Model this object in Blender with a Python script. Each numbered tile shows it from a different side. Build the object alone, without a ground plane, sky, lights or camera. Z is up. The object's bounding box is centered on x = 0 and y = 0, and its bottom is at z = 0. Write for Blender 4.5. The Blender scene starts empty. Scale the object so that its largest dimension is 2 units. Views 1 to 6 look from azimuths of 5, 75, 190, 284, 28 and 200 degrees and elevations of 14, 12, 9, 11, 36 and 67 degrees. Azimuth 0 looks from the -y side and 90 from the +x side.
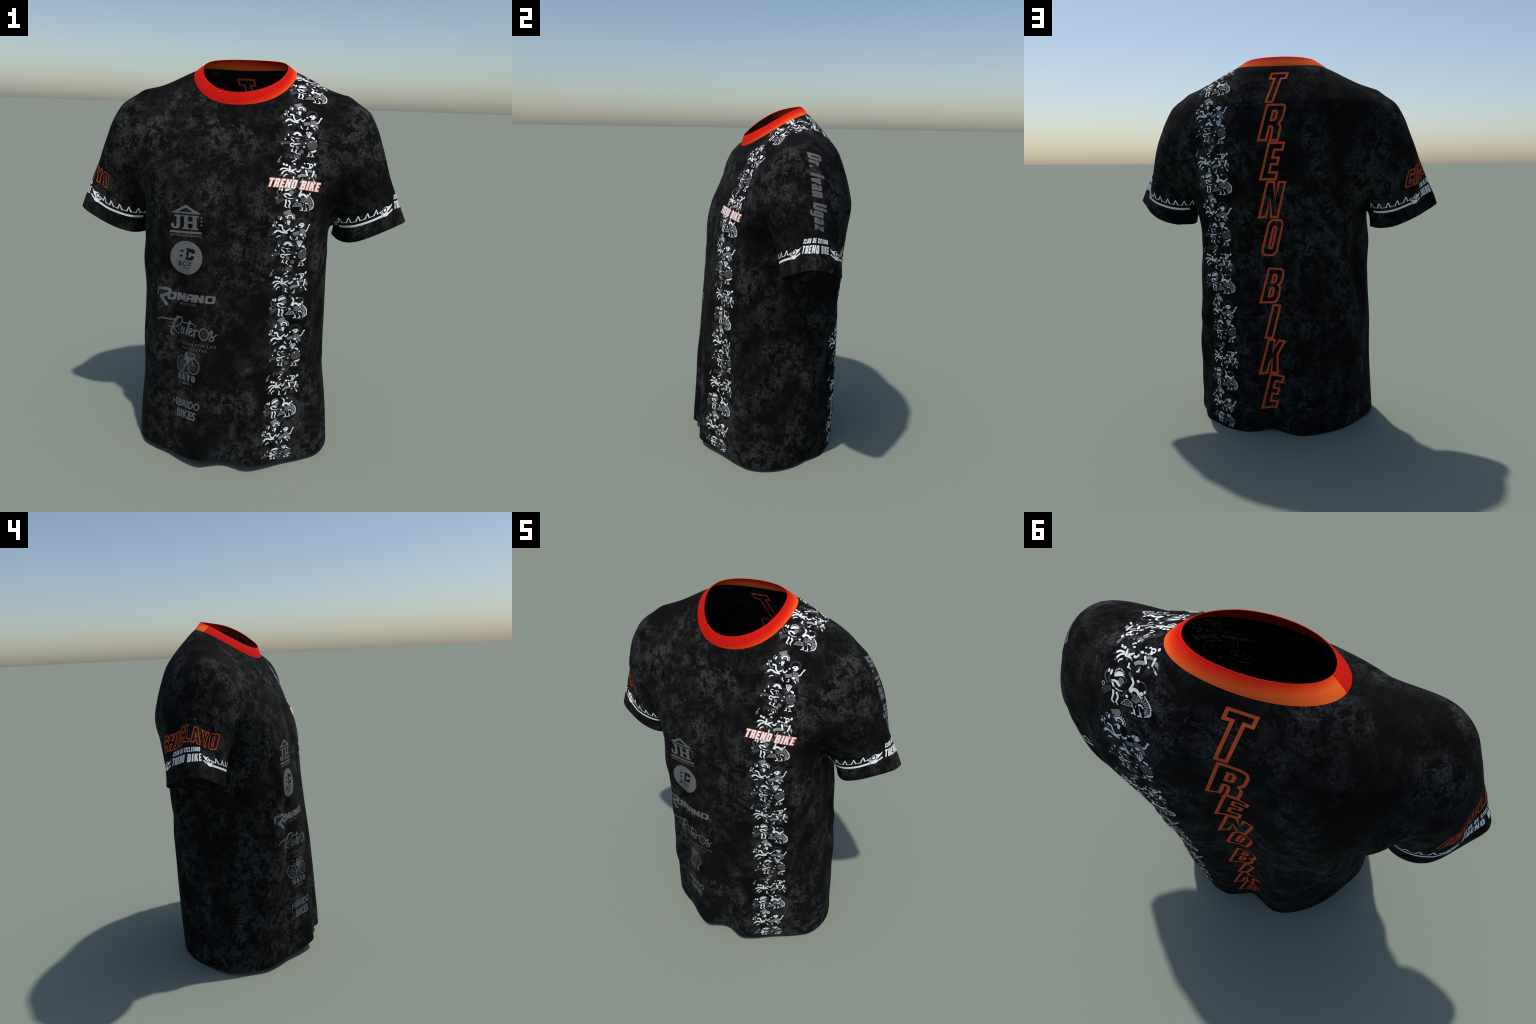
# A printed short-sleeved sports shirt standing up as if worn by an invisible body.
import bpy, bmesh, math, random
import numpy as np
from mathutils import Vector
from mathutils.bvhtree import BVHTree
from mathutils.geometry import tessellate_polygon

random.seed(7)
rng = np.random.default_rng(7)
CLOTH = 0.004           # cloth thickness

# ------------------------------------------------------------------ helpers
def lerp_table(rows):
    """Smooth (monotone cubic) interpolation through control rows (z, value)."""
    r = np.array(sorted(rows), float)
    x, y = r[:, 0], r[:, 1]
    d = np.diff(y) / np.diff(x)
    m = np.zeros_like(y)
    m[0], m[-1] = d[0], d[-1]
    for i in range(1, len(y) - 1):
        m[i] = 0 if d[i - 1] * d[i] <= 0 else 2 * d[i - 1] * d[i] / (d[i - 1] + d[i])
    def f(q):
        q = np.clip(q, x[0], x[-1])
        k = np.clip(np.searchsorted(x, q) - 1, 0, len(x) - 2)
        h = x[k + 1] - x[k]
        t = (q - x[k]) / h
        return ((2 * t**3 - 3 * t**2 + 1) * y[k] + (t**3 - 2 * t**2 + t) * h * m[k]
                + (-2 * t**3 + 3 * t**2) * y[k + 1] + (t**3 - t**2) * h * m[k + 1])
    return f

def closed_spline(points, n):
    """Closed Catmull-Rom curve through control points, n samples."""
    p = np.array(points, float)
    k = len(p)
    s = np.linspace(0, k, n, endpoint=False)
    i = np.floor(s).astype(int)
    t = (s - i)[:, None]
    a, b, c, d = p[(i - 1) % k], p[i % k], p[(i + 1) % k], p[(i + 2) % k]
    return 0.5 * (2 * b + (c - a) * t + (2 * a - 5 * b + 4 * c - d) * t**2 + (3 * b - a - 3 * c + d) * t**3)

def smoothstep(a, b, x):
    t = np.clip((x - a) / (b - a), 0, 1)
    return t * t * (3 - 2 * t)

# ------------------------------------------------------------------ edge curves (control points, counter-clockwise from +x)
HEM = closed_spline([
    (.512, -.016, .013), (.485, .087, .012), (.44, .19, .008), (.404, .255, .002), (.353, .30, 0), (.25, .373, 0),
    (.138, .404, 0), (.056, .378, .002), (0, .357, .004), (-.062, .381, .001), (-.137, .407, 0), (-.227, .384, 0),
    (-.322, .32, 0), (-.40, .238, 0), (-.46, .143, .005), (-.505, .06, .01), (-.52, -.02, .014), (-.505, -.10, .018),
    (-.475, -.17, .02), (-.442, -.22, .024), (-.373, -.268, .026), (-.297, -.308, .03), (-.203, -.377, .039),
    (-.119, -.419, .05), (-.058, -.402, .055), (0, -.379, .05), (.059, -.396, .046), (.12, -.415, .045),
    (.189, -.387, .042), (.283, -.322, .032), (.387, -.258, .021), (.46, -.203, .018), (.494, -.148, .018), (.51, -.09, .016)], 720)
NECK_LOW = closed_spline([
    (.252, .070, 1.917), (.250, .125, 1.941), (.222, .170, 1.952), (.159, .202, 1.952), (.064, .219, 1.949),
    (-.048, .221, 1.948), (-.149, .205, 1.950), (-.220, .172, 1.949), (-.254, .124, 1.936), (-.257, .064, 1.908),
    (-.235, -.001, 1.866), (-.191, -.062, 1.823), (-.123, -.108, 1.789), (-.035, -.131, 1.774), (.060, -.127, 1.780),
    (.143, -.097, 1.804), (.202, -.048, 1.841), (.237, .010, 1.881)], 360)
NECK_TOP = closed_spline([
    (.210, .069, 1.957), (.199, .116, 1.978), (.168, .151, 1.990), (.114, .176, 1.996), (.040, .189, 1.999),
    (-.046, .189, 1.999), (-.124, .173, 1.995), (-.180, .142, 1.985), (-.207, .100, 1.967), (-.209, .052, 1.941),
    (-.193, .000, 1.909), (-.161, -.049, 1.876), (-.111, -.091, 1.848), (-.042, -.117, 1.833), (.037, -.118, 1.836),
    (.112, -.092, 1.857), (.169, -.044, 1.889), (.201, .013, 1.926)], 360)
CUFF_PLUS = closed_spline([
    (.849, .037, 1.234), (.826, .085, 1.222), (.787, .136, 1.198), (.737, .190, 1.170), (.679, .234, 1.143),
    (.612, .262, 1.124), (.552, .272, 1.115), (.503, .255, 1.112), (.484, .210, 1.113), (.486, .145, 1.114),
    (.508, .053, 1.112), (.545, -.020, 1.116), (.593, -.060, 1.129), (.659, -.066, 1.156), (.735, -.045, 1.188),
    (.803, -.015, 1.217), (.843, .010, 1.234)], 360)
CUFF_MINUS = closed_spline([
    (-.848, .045, 1.228), (-.838, .000, 1.225), (-.780, -.038, 1.198), (-.670, -.065, 1.150), (-.575, -.056, 1.118),
    (-.520, -.020, 1.110), (-.498, .050, 1.108), (-.495, .120, 1.108), (-.510, .180, 1.108), (-.553, .222, 1.106),
    (-.617, .240, 1.118), (-.674, .234, 1.140), (-.718, .207, 1.159), (-.760, .166, 1.178), (-.807, .119, 1.202),
    (-.842, .075, 1.224)], 360)

# ------------------------------------------------------------------ body volume: torso tower + two sleeve towers
torso_half = lerp_table([(-.2, .519), (0, .510), (.3, .492), (.6, .483), (.9, .468), (1.15, .460), (1.3, .478), (1.42, .543), (1.52, .583),
                         (1.6, .589), (1.68, .579), (1.75, .558), (1.81, .497), (1.86, .409), (1.9, .339), (1.94, .257), (1.99, .113)])
torso_front = lerp_table([(-.2, -.420), (0, -.418), (.3, -.403), (.6, -.386), (.9, -.354), (1.15, -.330), (1.3, -.322), (1.42, -.290),
                          (1.52, -.246), (1.6, -.217), (1.68, -.178), (1.75, -.150), (1.81, -.099), (1.86, -.061), (1.9, -.017),
                          (1.94, .048), (1.99, .119)])
torso_back = lerp_table([(-.2, .404), (0, .406), (.3, .414), (.6, .415), (.9, .412), (1.15, .426), (1.3, .433), (1.42, .423), (1.52, .410),
                         (1.6, .397), (1.68, .377), (1.75, .356), (1.81, .322), (1.86, .296), (1.9, .266), (1.94, .237), (1.99, .164)])
power_front = lerp_table([(0, 1.85), (.6, 2.2), (1.1, 2.75), (1.4, 2.8), (1.6, 2.33), (1.75, 1.94), (1.86, 1.61), (1.95, 1.69)])
power_back = lerp_table([(0, 2.25), (.6, 2.7), (1.1, 3.2), (1.4, 3.3), (1.6, 2.83), (1.75, 2.4), (1.86, 2.24), (1.95, 2.15)])
back_groove = lerp_table([(0, .043), (.6, .048), (1.1, .072), (1.4, .072), (1.6, .039), (1.75, .020), (1.86, .02), (1.95, .007)])
lean = lerp_table([(0, -.006), (.3, -.006), (.6, -.011), (.9, -.008), (1.2, -.003), (1.4, -.004), (1.6, .001), (1.8, .004)])

sleeve_mid = lerp_table([(1.0, .672), (1.165, .668), (1.22, .655), (1.3, .615), (1.42, .555), (1.54, .501), (1.65, .453), (1.75, .421), (1.85, .405)])
sleeve_half = lerp_table([(1.0, .165), (1.165, .172), (1.22, .170), (1.3, .180), (1.42, .196), (1.54, .212), (1.65, .217), (1.75, .192), (1.85, .085)])
sleeve_front = lerp_table([(1.0, -.055), (1.165, -.070), (1.3, -.078), (1.42, -.094), (1.54, -.125), (1.65, -.135), (1.75, -.105), (1.85, .035)])
sleeve_back = lerp_table([(1.0, .245), (1.165, .236), (1.3, .222), (1.42, .235), (1.54, .235), (1.65, .215), (1.75, .165), (1.85, .095)])
power_outer = lerp_table([(1.1, 1.5), (1.25, 1.75), (1.4, 2.25), (1.6, 2.39), (1.75, 2.4)])
power_inner = lerp_table([(1.1, 2.6), (1.4, 2.4), (1.7, 2.12)])
SLEEVE_TILT = 0.29

def tower(x, y, a, yf, yb, nf, nb):
    yc, b = (yf + yb) / 2, (yb - yf) / 2
    n = np.where(y < yc, nf, nb)
    r = (np.abs(x / a) ** n + np.abs((y - yc) / b) ** n) ** (1 / n)
    return (r - 1) * np.minimum(a, b)

def torso_field(x, y, z):
    x = x - lean(z)
    yy = y + back_groove(z) * np.exp(-(x / .13) ** 2) * smoothstep(0, .2, y)
    f = tower(x, yy, torso_half(z), torso_front(z), torso_back(z), power_front(z), power_back(z))
    return np.maximum(f, z - 1.985)

def sleeve_height(x, z):
    return z - SLEEVE_TILT * (np.abs(x) - .655)

def sleeve_field(x, y, z):
    x = x - lean(z)
    s = sleeve_height(x, z)
    d = np.abs(x) - sleeve_mid(s)
    n = np.where(d > 0, power_outer(s), power_inner(s))
    f = tower(d, y, sleeve_half(s), sleeve_front(s), sleeve_back(s), n, n)
    return np.maximum(np.maximum(f, (s - 1.84) * .5), 1.06 - s)

def body_field(x, y, z):
    a, b = torso_field(x, y, z), sleeve_field(x, y, z)
    k = .012 + .075 * smoothstep(1.30, 1.52, z)
    h = np.maximum(k - np.abs(a - b), 0) / k
    return np.minimum(a, b) - h * h * k * .25

# ------------------------------------------------------------------ surface nets
def surface_net(field, lo, hi, cell):
    ax = [np.arange(l, h + cell, cell) for l, h in zip(lo, hi)]
    X, Y, Z = np.meshgrid(*ax, indexing="ij")
    F = np.empty(X.shape)
    for k in range(0, X.shape[0], 24):
        F[k:k + 24] = field(X[k:k + 24], Y[k:k + 24], Z[k:k + 24])
    S = F < 0
    nx, ny, nz = F.shape
    total = np.zeros((nx - 1, ny - 1, nz - 1, 3))
    count = np.zeros((nx - 1, ny - 1, nz - 1))
    for axis in range(3):
        o = [a for a in range(3) if a != axis]
        for da in (0, 1):
            for db in (0, 1):
                s0 = [None] * 3
                s0[axis] = slice(0, -1)
                s0[o[0]] = slice(da, F.shape[o[0]] - 1 + da)
                s0[o[1]] = slice(db, F.shape[o[1]] - 1 + db)
                s1 = list(s0)
                s1[axis] = slice(1, None)
                f0, f1 = F[tuple(s0)], F[tuple(s1)]
                cross = (f0 < 0) != (f1 < 0)
                t = np.where(cross, f0 / np.where(cross, f0 - f1, 1), 0)
                count += cross
                total[..., axis] += t * cross
                total[..., o[0]] += da * cross
                total[..., o[1]] += db * cross
    act = count > 0
    index = -np.ones(act.shape, int)
    index[act] = np.arange(act.sum())
    ijk = np.argwhere(act)
    V = (ijk + total[act] / count[act][:, None]) * cell + np.array(lo)
    quads = []
    for axis in range(3):
        o1, o2 = (axis + 1) % 3, (axis + 2) % 3
        s0 = [slice(None)] * 3
        s1 = [slice(None)] * 3
        s0[axis], s1[axis] = slice(0, -1), slice(1, None)
        e = np.argwhere(S[tuple(s0)] != S[tuple(s1)])
        e = e[(e[:, o1] > 0) & (e[:, o2] > 0) & (e[:, o1] < F.shape[o1] - 1) & (e[:, o2] < F.shape[o2] - 1)]
        inside_first = S[e[:, 0], e[:, 1], e[:, 2]]
        c = []
        for d1, d2 in ((-1, -1), (0, -1), (0, 0), (-1, 0)):
            q = e.copy()
            q[:, o1] += d1
            q[:, o2] += d2
            c.append(index[q[:, 0], q[:, 1], q[:, 2]])
        q = np.stack(c, 1)
        q[~inside_first] = q[~inside_first][:, ::-1]
        quads.append(q)
    return V, np.concatenate(quads)

def settle(V, field, steps=4):
    h = 1e-3
    for _ in range(steps):
        f = field(*V.T)
        g = np.stack([(field(*(V + np.eye(3)[i] * h).T) - field(*(V - np.eye(3)[i] * h).T)) / (2 * h) for i in range(3)], 1)
        step = (f / np.maximum((g * g).sum(1), .05))[:, None] * g
        n = np.linalg.norm(step, axis=1, keepdims=True)
        V = V - step * np.minimum(1, .006 / np.maximum(n, 1e-9))
    return V

def clip_mesh(V, tris, g):
    """Keep the part of a triangle mesh where g <= 0, cutting triangles on g = 0."""
    g = np.where(np.abs(g) < 1e-6, -1e-6, g)
    ins = g[tris] <= 0
    k = ins.sum(1)
    out = [tris[k == 3]]
    new_v, cut = [], {}
    base = len(V)
    def edge(a, b):
        key = (min(a, b), max(a, b))
        if key not in cut:
            t = g[a] / (g[a] - g[b])
            cut[key] = base + len(new_v)
            new_v.append(V[a] + (V[b] - V[a]) * t)
        return cut[key]
    extra = []
    for tri, m in zip(tris[(k == 1) | (k == 2)], ins[(k == 1) | (k == 2)]):
        if m.sum() == 1:
            i = int(np.argmax(m))
            a, b, c = tri[i], tri[(i + 1) % 3], tri[(i + 2) % 3]
            extra.append((a, edge(a, b), edge(a, c)))
        else:
            i = int(np.argmin(m))
            a, b, c = tri[i], tri[(i + 1) % 3], tri[(i + 2) % 3]
            p, q = edge(a, b), edge(a, c)
            extra += [(p, b, c), (p, c, q)]
    V = np.concatenate([V, np.array(new_v).reshape(-1, 3)])
    if extra:
        out.append(np.array(extra))
    T = np.concatenate(out)
    return compact(V, T)

def compact(V, T):
    used = np.zeros(len(V), bool)
    used[T] = True
    m = np.cumsum(used) - 1
    return V[used], m[T]

def edges_of(T):
    e = np.concatenate([T[:, [0, 1]], T[:, [1, 2]], T[:, [2, 0]]])
    return e

def boundary_edges(T):
    e = edges_of(T)
    key = np.sort(e, 1)
    _, inv, cnt = np.unique(key, axis=0, return_inverse=True, return_counts=True)
    return e[cnt[inv.ravel()] == 1]

def vertex_normals(V, T):
    n = np.cross(V[T[:, 1]] - V[T[:, 0]], V[T[:, 2]] - V[T[:, 0]])
    N = np.zeros_like(V)
    for i in range(3):
        np.add.at(N, T[:, i], n)
    return N / np.maximum(np.linalg.norm(N, axis=1, keepdims=True), 1e-12)

def relax(V, T, fixed, steps, amount=.5):
    e = np.unique(np.sort(edges_of(T), 1), axis=0)
    deg = np.bincount(e.ravel(), minlength=len(V)).astype(float)[:, None]
    for _ in range(steps):
        s = np.zeros_like(V)
        np.add.at(s, e[:, 0], V[e[:, 1]])
        np.add.at(s, e[:, 1], V[e[:, 0]])
        W = V + (s / deg - V) * amount
        W[fixed] = V[fixed]
        V = W
    return V

def angle_about(P, cx, cy):
    return np.arctan2(P[:, 1] - cy, P[:, 0] - cx)

def height_round(curve, cx, cy):
    a = angle_about(curve, cx, cy)
    o = np.argsort(a)
    a, z = a[o], curve[o, 2]
    return lambda q: np.interp(q, np.concatenate([a - 2 * np.pi, a, a + 2 * np.pi]), np.tile(z, 3))

# ------------------------------------------------------------------ soft folds and hollows of the hanging cloth
# (centre), (spread), (shift at the centre)
FOLDS = [
    ((.41, .33, .98), (.06, .06, .16), (-.016, -.014, 0)), ((.385, .31, .70), (.055, .055, .17), (-.018, -.020, 0)), ((.40, .26, .40), (.05, .05, .16), (-.014, -.014, 0)),
    ((.475, .01, .55), (.10, .07, .26), (-.014, 0, 0)),
    ((.45, -.22, 1.22), (.07, .07, .13), (.015, -.013, 0)), ((.45, -.21, .95), (.07, .06, .16), (.018, -.013, 0)), ((.465, -.16, .60), (.07, .055, .18), (.017, -.010, 0)),
    ((.325, -.325, .55), (.065, .08, .26), (-.008, .020, 0)),
    ((-.44, .22, .96), (.08, .09, .15), (.044, -.010, 0)), ((-.41, .30, .66), (.07, .07, .16), (.022, -.018, 0)), ((-.41, .27, .40), (.06, .06, .15), (.016, -.014, 0)),
    ((-.465, -.14, 1.03), (.08, .07, .12), (-.019, -.006, 0)),
    ((-.385, -.235, .55), (.06, .06, .26), (.011, .015, 0)), ((-.145, -.37, .52), (.06, .09, .24), (0, .018, 0)),
    ((-.02, -.33, 1.20), (.09, .10, .17), (0, .024, 0)),
]
for s in (1, -1):
    FOLDS += [((s * .54, .25, 1.29), (.075, .10, .085), (0, .034, 0)), ((s * .50, .33, 1.45), (.10, .10, .12), (s * .003, .014, 0)),
              ((s * .78, .13, 1.275), (.05, .055, .07), (-s * .008, -.007, 0)), ((s * .68, .23, 1.30), (.06, .06, .09), (0, .010, 0)), ((s * .63, .23, 1.52), (.08, .09, .10), (s * .010, .014, 0)), ((s * .72, -.04, 1.30), (.06, .05, .08), (0, .006, 0)), ((s * .77, .0, 1.39), (.06, .05, .10), (s * .013, -.004, 0)), ((s * .77, .115, 1.34), (.06, .05, .10), (-s * .012, -.006, 0)),
              ((s * .62, .08, 1.77), (.08, .14, .08), (s * .004, 0, .003))]

# long folds fanning down from the armpits: ridges (+) and valleys (-) at a spot of the cloth, along its normal
PLEATS = [(.31, -.28, 1.09, .020), (.36, -.253, .82, .013), (.38, -.24, .58, .018), (.43, -.21, .32, .015), (.24, -.322, .86, -.018), (.25, -.33, .62, -.008),
          (.447, -.155, .93, -.017), (.455, -.16, .67, -.022), (.48, -.075, .45, -.016), (.457, .13, .82, -.018), (.36, .31, .80, .020),
          (.38, .28, .46, -.028), (.425, .22, .24, -.018), (.448, .175, .42, .016), (.465, .12, .21, .009), (.329, .372, 1.09, -.022), (.45, .183, .985, -.012),
          (-.02, .347, .98, .009), (-.16, .395, .77, .010), (.0, .353, 1.445, .011), (.018, .369, .457, -.010), (.16, .414, 1.318, -.011), (-.01, .366, .19, -.008),
          (-.284, .388, .992, -.021), (-.434, .199, .87, -.022), (-.404, .241, .466, .013), (-.383, .348, 1.175, -.022), (-.359, .335, .76, -.024),
          (-.468, .16, .74, -.026), (-.396, .262, .623, .012), (-.491, .058, .482, -.012), (-.372, -.247, .53, .021), (-.417, .228, 1.037, -.012),
          (-.468, -.13, .67, -.013), (-.268, -.327, .69, -.020), (-.308, -.284, 1.10, .019), (-.466, -.023, 1.075, .009), (-.356, .318, .53, .015),
          (-.376, .275, .269, -.018), (-.14, -.375, .48, .014), (.01, -.295, 1.39, -.018)]

# smaller folds between them (last number: how far each runs up and down)
TUCKS = [(.375, .313, .83, .018, .08), (.43, -.18, .68, -.018, .14), (.446, .14, .77, -.016, .12), (.462, .145, .04, -.012, .08), (.435, -.13, 1.07, .019, .10),
         (.292, -.289, 1.23, .010, .08), (.463, -.028, .576, -.017, .12), (.307, .361, 1.06, .020, .07), (.345, .345, .72, -.016, .07), (.36, .325, .95, .016, .06),
         (.404, .25, .593, .010, .06), (.38, .25, .35, -.014, .08), (.435, .213, .978, -.014, .06), (.162, .403, .648, -.008, .10), (.347, -.275, .785, .015, .10),
         (-.08, .366, 1.01, .010, .12), (-.33, .349, .635, -.022, .08), (-.428, .174, .82, -.016, .08), (-.362, .30, .722, .018, .06), (-.426, .209, .296, .008, .08),
         (-.257, .415, 1.275, -.017, .08), (-.489, .027, .693, -.014, .12), (-.399, .205, .905, -.012, .07), (-.463, .111, .887, -.020, .08),
         (-.445, -.17, .74, -.018, .13), (-.405, -.23, .37, .020, .09), (-.268, -.323, .56, -.018, .12), (-.249, -.323, .908, -.018, .09), (-.451, -.114, 1.185, .018, .07),
         (-.484, -.105, .387, -.014, .09)]
for s in (1, -1):
    TUCKS += [(s * .755, .128, 1.40, -.014, .07), (s * .722, -.044, 1.385, -.018, .07), (s * .592, -.106, 1.45, .017, .06), (s * .545, -.092, 1.37, .016, .05),
              (s * .495, .263, 1.345, .018, .06), (s * .644, .235, 1.371, .010, .07), (s * .46, .24, 1.255, .014, .05)]

CREASES = [(.468, -.145, .495, -.016, .09), (.457, .125, .59, -.016, .10), (.409, -.215, .95, -.014, .08), (.435, .125, .83, .010, .06), (.433, -.133, .87, .015, .06),
           (.453, -.046, .525, .015, .06), (.42, .217, .113, -.010, .08), (.367, .328, 1.02, .020, .06), (.376, .334, 1.15, -.016, .05), (.348, .315, .672, -.006, .06),
           (.32, .36, .90, -.014, .06), (.428, .256, 1.09, -.014, .05), (.42, .25, .60, .010, .06), (.12, .40, .53, -.008, .10), (-.07, .374, 1.04, .009, .10),
           (-.318, .35, .563, -.022, .07), (-.446, .185, .68, -.012, .08), (-.364, .31, .76, .016, .06), (-.406, .296, 1.093, -.018, .06), (-.325, .351, .825, -.014, .05),
           (-.468, -.13, .49, -.014, .09), (-.29, -.31, .48, -.015, .08), (-.243, -.318, .56, -.010, .06), (-.343, -.281, .764, .012, .06), (-.41, -.215, .905, -.016, .08),
           (-.237, -.31, .928, -.010, .06), (-.475, -.012, 1.01, .008, .08), (.392, -.244, .694, .008, .06), (.588, .246, 1.225, -.012, .05),
           (.57, .25, 1.40, .016, .06), (.635, .24, 1.39, .010, .06), (-.547, .254, 1.37, .012, .06), (-.715, -.036, 1.345, -.012, .06), (-.742, .135, 1.40, -.012, .06)]

def pleat(V, T):
    for table in ([(x, y, z, a, .135) for x, y, z, a in PLEATS], TUCKS, CREASES):
        N = vertex_normals(V, T)
        out = V.copy()
        for x, y, z, a, run in table:
            p = np.array((x, y, z))
            n = N[np.argmin(((V - p) ** 2).sum(1))]
            w = np.exp(-((V[:, :2] - p[:2]) ** 2).sum(1) / .046 ** 2 - ((V[:, 2] - z) / run) ** 2)
            out += (w * a)[:, None] * n
        V = out
    out = V.copy()
    for s in (1, -1):                      # fuller shoulder tops
        w = np.exp(-(((V - np.array((s * .487, -.004, 1.79))) / np.array((.10, .08, .06))) ** 2).sum(1))
        out += (w * .017)[:, None] * np.array((0, -.55, .83))
    return out

def drape(V):
    out = V.copy()
    for c, r, d in FOLDS:
        w = np.exp(-(((V - np.array(c)) / np.array(r)) ** 2).sum(1))
        out += w[:, None] * np.array(d)
    return out

# ------------------------------------------------------------------ build the body surface
def build_body():
    V, Q = surface_net(body_field, (-.92, -.50, -.10), (.92, .50, 2.03), .0105)
    V = settle(V, body_field)
    T = np.concatenate([Q[:, [0, 1, 2]], Q[:, [0, 2, 3]]])
    # hem
    hz = height_round(HEM, 0, 0)
    V, T = clip_mesh(V, T, np.where(V[:, 2] < .4, hz(angle_about(V, 0, 0)) - V[:, 2], -1.0))
    # sleeve openings
    for side, cuff in ((1, CUFF_PLUS), (-1, CUFF_MINUS)):
        c = cuff.mean(0)
        cz = height_round(cuff, c[0], c[1])
        own = (V[:, 0] * side > .44) & (V[:, 2] > .95) & (V[:, 2] < 1.35) & (sleeve_field(*V.T) < torso_field(*V.T))
        g = np.where(own, cz(angle_about(V, c[0], c[1])) - V[:, 2], -1.0)
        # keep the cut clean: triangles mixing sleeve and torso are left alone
        V, T = clip_mesh(V, T, g)
    # neck opening
    c = NECK_LOW.mean(0)
    nz = height_round(NECK_LOW, c[0], c[1])
    V, T = clip_mesh(V, T, np.where(V[:, 2] > 1.7, V[:, 2] - nz(angle_about(V, c[0], c[1])), -1.0))
    # drop crumbs
    e = np.unique(np.sort(edges_of(T), 1), axis=0)
    lab = np.arange(len(V))
    while True:
        new = lab.copy()
        np.minimum.at(new, e[:, 0], lab[e[:, 1]])
        np.minimum.at(new, e[:, 1], lab[e[:, 0]])
        new = new[new]
        if (new == lab).all():
            break
        lab = new
    keep = lab == np.bincount(lab).argmax()
    V, T = compact(V, T[keep[T[:, 0]]])
    # pull every open edge onto its curve, easing the shift out over the cloth
    be = boundary_edges(T)
    bv = np.unique(be)
    groups = [(HEM, 1.0, bv[V[bv, 2] < .3]),
              (NECK_LOW, .10, bv[V[bv, 2] > 1.6]),
              (CUFF_PLUS, .16, bv[(V[bv, 0] > .3) & (V[bv, 2] > .9) & (V[bv, 2] < 1.5)]),
              (CUFF_MINUS, .16, bv[(V[bv, 0] < -.3) & (V[bv, 2] > .9) & (V[bv, 2] < 1.5)])]
    sleeve_owned = sleeve_field(*V.T) < torso_field(*V.T)
    shift = np.zeros_like(V)
    for curve, reach, ids in groups:
        c = curve.mean(0)
        ca = angle_about(curve, c[0], c[1])
        P = V[ids]
        target = np.empty_like(P)
        for i, p in enumerate(P):
            target[i] = curve[np.argmin(((curve - p) ** 2).sum(1))]
        d = target - P
        # smooth the shift along the edge by angle
        a = angle_about(P, c[0], c[1])
        o = np.argsort(a)
        qa = angle_about(V, c[0], c[1])
        per = np.concatenate([a[o] - 2 * np.pi, a[o], a[o] + 2 * np.pi])
        dd = np.stack([np.interp(qa, per, np.tile(d[o, j], 3)) for j in range(3)], 1)
        if curve is HEM:
            away = np.maximum(V[:, 2] - .02, 0)
            w = (1 - smoothstep(0, reach, away)) * ~(sleeve_owned & (V[:, 2] > .9))
        elif curve is NECK_LOW:
            tgt = np.stack([np.interp(qa, np.concatenate([np.sort(ca) - 2 * np.pi, np.sort(ca), np.sort(ca) + 2 * np.pi]),
                                      np.tile(curve[np.argsort(ca), j], 3)) for j in range(3)], 1)
            away = np.linalg.norm(V - tgt, axis=1)
            w = (1 - smoothstep(0, reach, away)) * (V[:, 2] > 1.6)
        else:
            cz = height_round(curve, c[0], c[1])
            away = np.maximum(V[:, 2] - cz(qa), 0)
            w = (1 - smoothstep(0, reach, away)) * (sleeve_owned & (V[:, 0] * c[0] > 0) & (V[:, 2] > 1.0))
        w[ids] = 0
        shift += dd * w[:, None]
        shift[ids] = d
    V = V + shift
    # even out the open edges along their own line
    deg = np.bincount(be.ravel(), minlength=len(V)).astype(float)
    for _ in range(8):
        s = np.zeros_like(V)
        np.add.at(s, be[:, 0], V[be[:, 1]])
        np.add.at(s, be[:, 1], V[be[:, 0]])
        V[bv] += .5 * (s[bv] / deg[bv][:, None] - V[bv])
    V = pleat(drape(V), T)
    fixed = np.zeros(len(V), bool)
    fixed[bv] = True
    S = relax(V, T, fixed, 22, .5)
    # smoothing draws rounded places in: give that slow shrinkage back, keep only the small bumps removed
    lost = relax(S - V, T, np.zeros(len(V), bool), 26, .5)
    lost[fixed] = 0
    V = S - lost
    return V, T

V, T = build_body()
N = vertex_normals(V, T)
print("body", len(V), len(T), V.min(0), V.max(0))

# ------------------------------------------------------------------ materials
def new_material(name):
    m = bpy.data.materials.new(name)
    m.use_nodes = True
    nt = m.node_tree
    return m, nt, nt.nodes["Principled BSDF"]

def plain(name, color, rough=.9, spec=.12):
    m, nt, b = new_material(name)
    b.inputs["Base Color"].default_value = (*color, 1)
    b.inputs["Roughness"].default_value = rough
    b.inputs["Specular IOR Level"].default_value = spec
    return m

def link(nt, a, b):
    nt.links.new(a, b)

def math_node(nt, op, a, b=None, clamp=False):
    n = nt.nodes.new("ShaderNodeMath")
    n.operation = op
    n.use_clamp = clamp
    for i, v in enumerate((a, b)):
        if v is None:
            continue
        if isinstance(v, (int, float)):
            n.inputs[i].default_value = v
        else:
            link(nt, v, n.inputs[i])
    return n.outputs[0]

def noise_node(nt, vec, scale, detail, rough, distortion=0.0):
    n = nt.nodes.new("ShaderNodeTexNoise")
    n.inputs["Scale"].default_value = scale
    n.inputs["Detail"].default_value = detail
    n.inputs["Roughness"].default_value = rough
    n.inputs["Distortion"].default_value = distortion
    link(nt, vec, n.inputs["Vector"])
    return n.outputs["Fac"]

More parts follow.
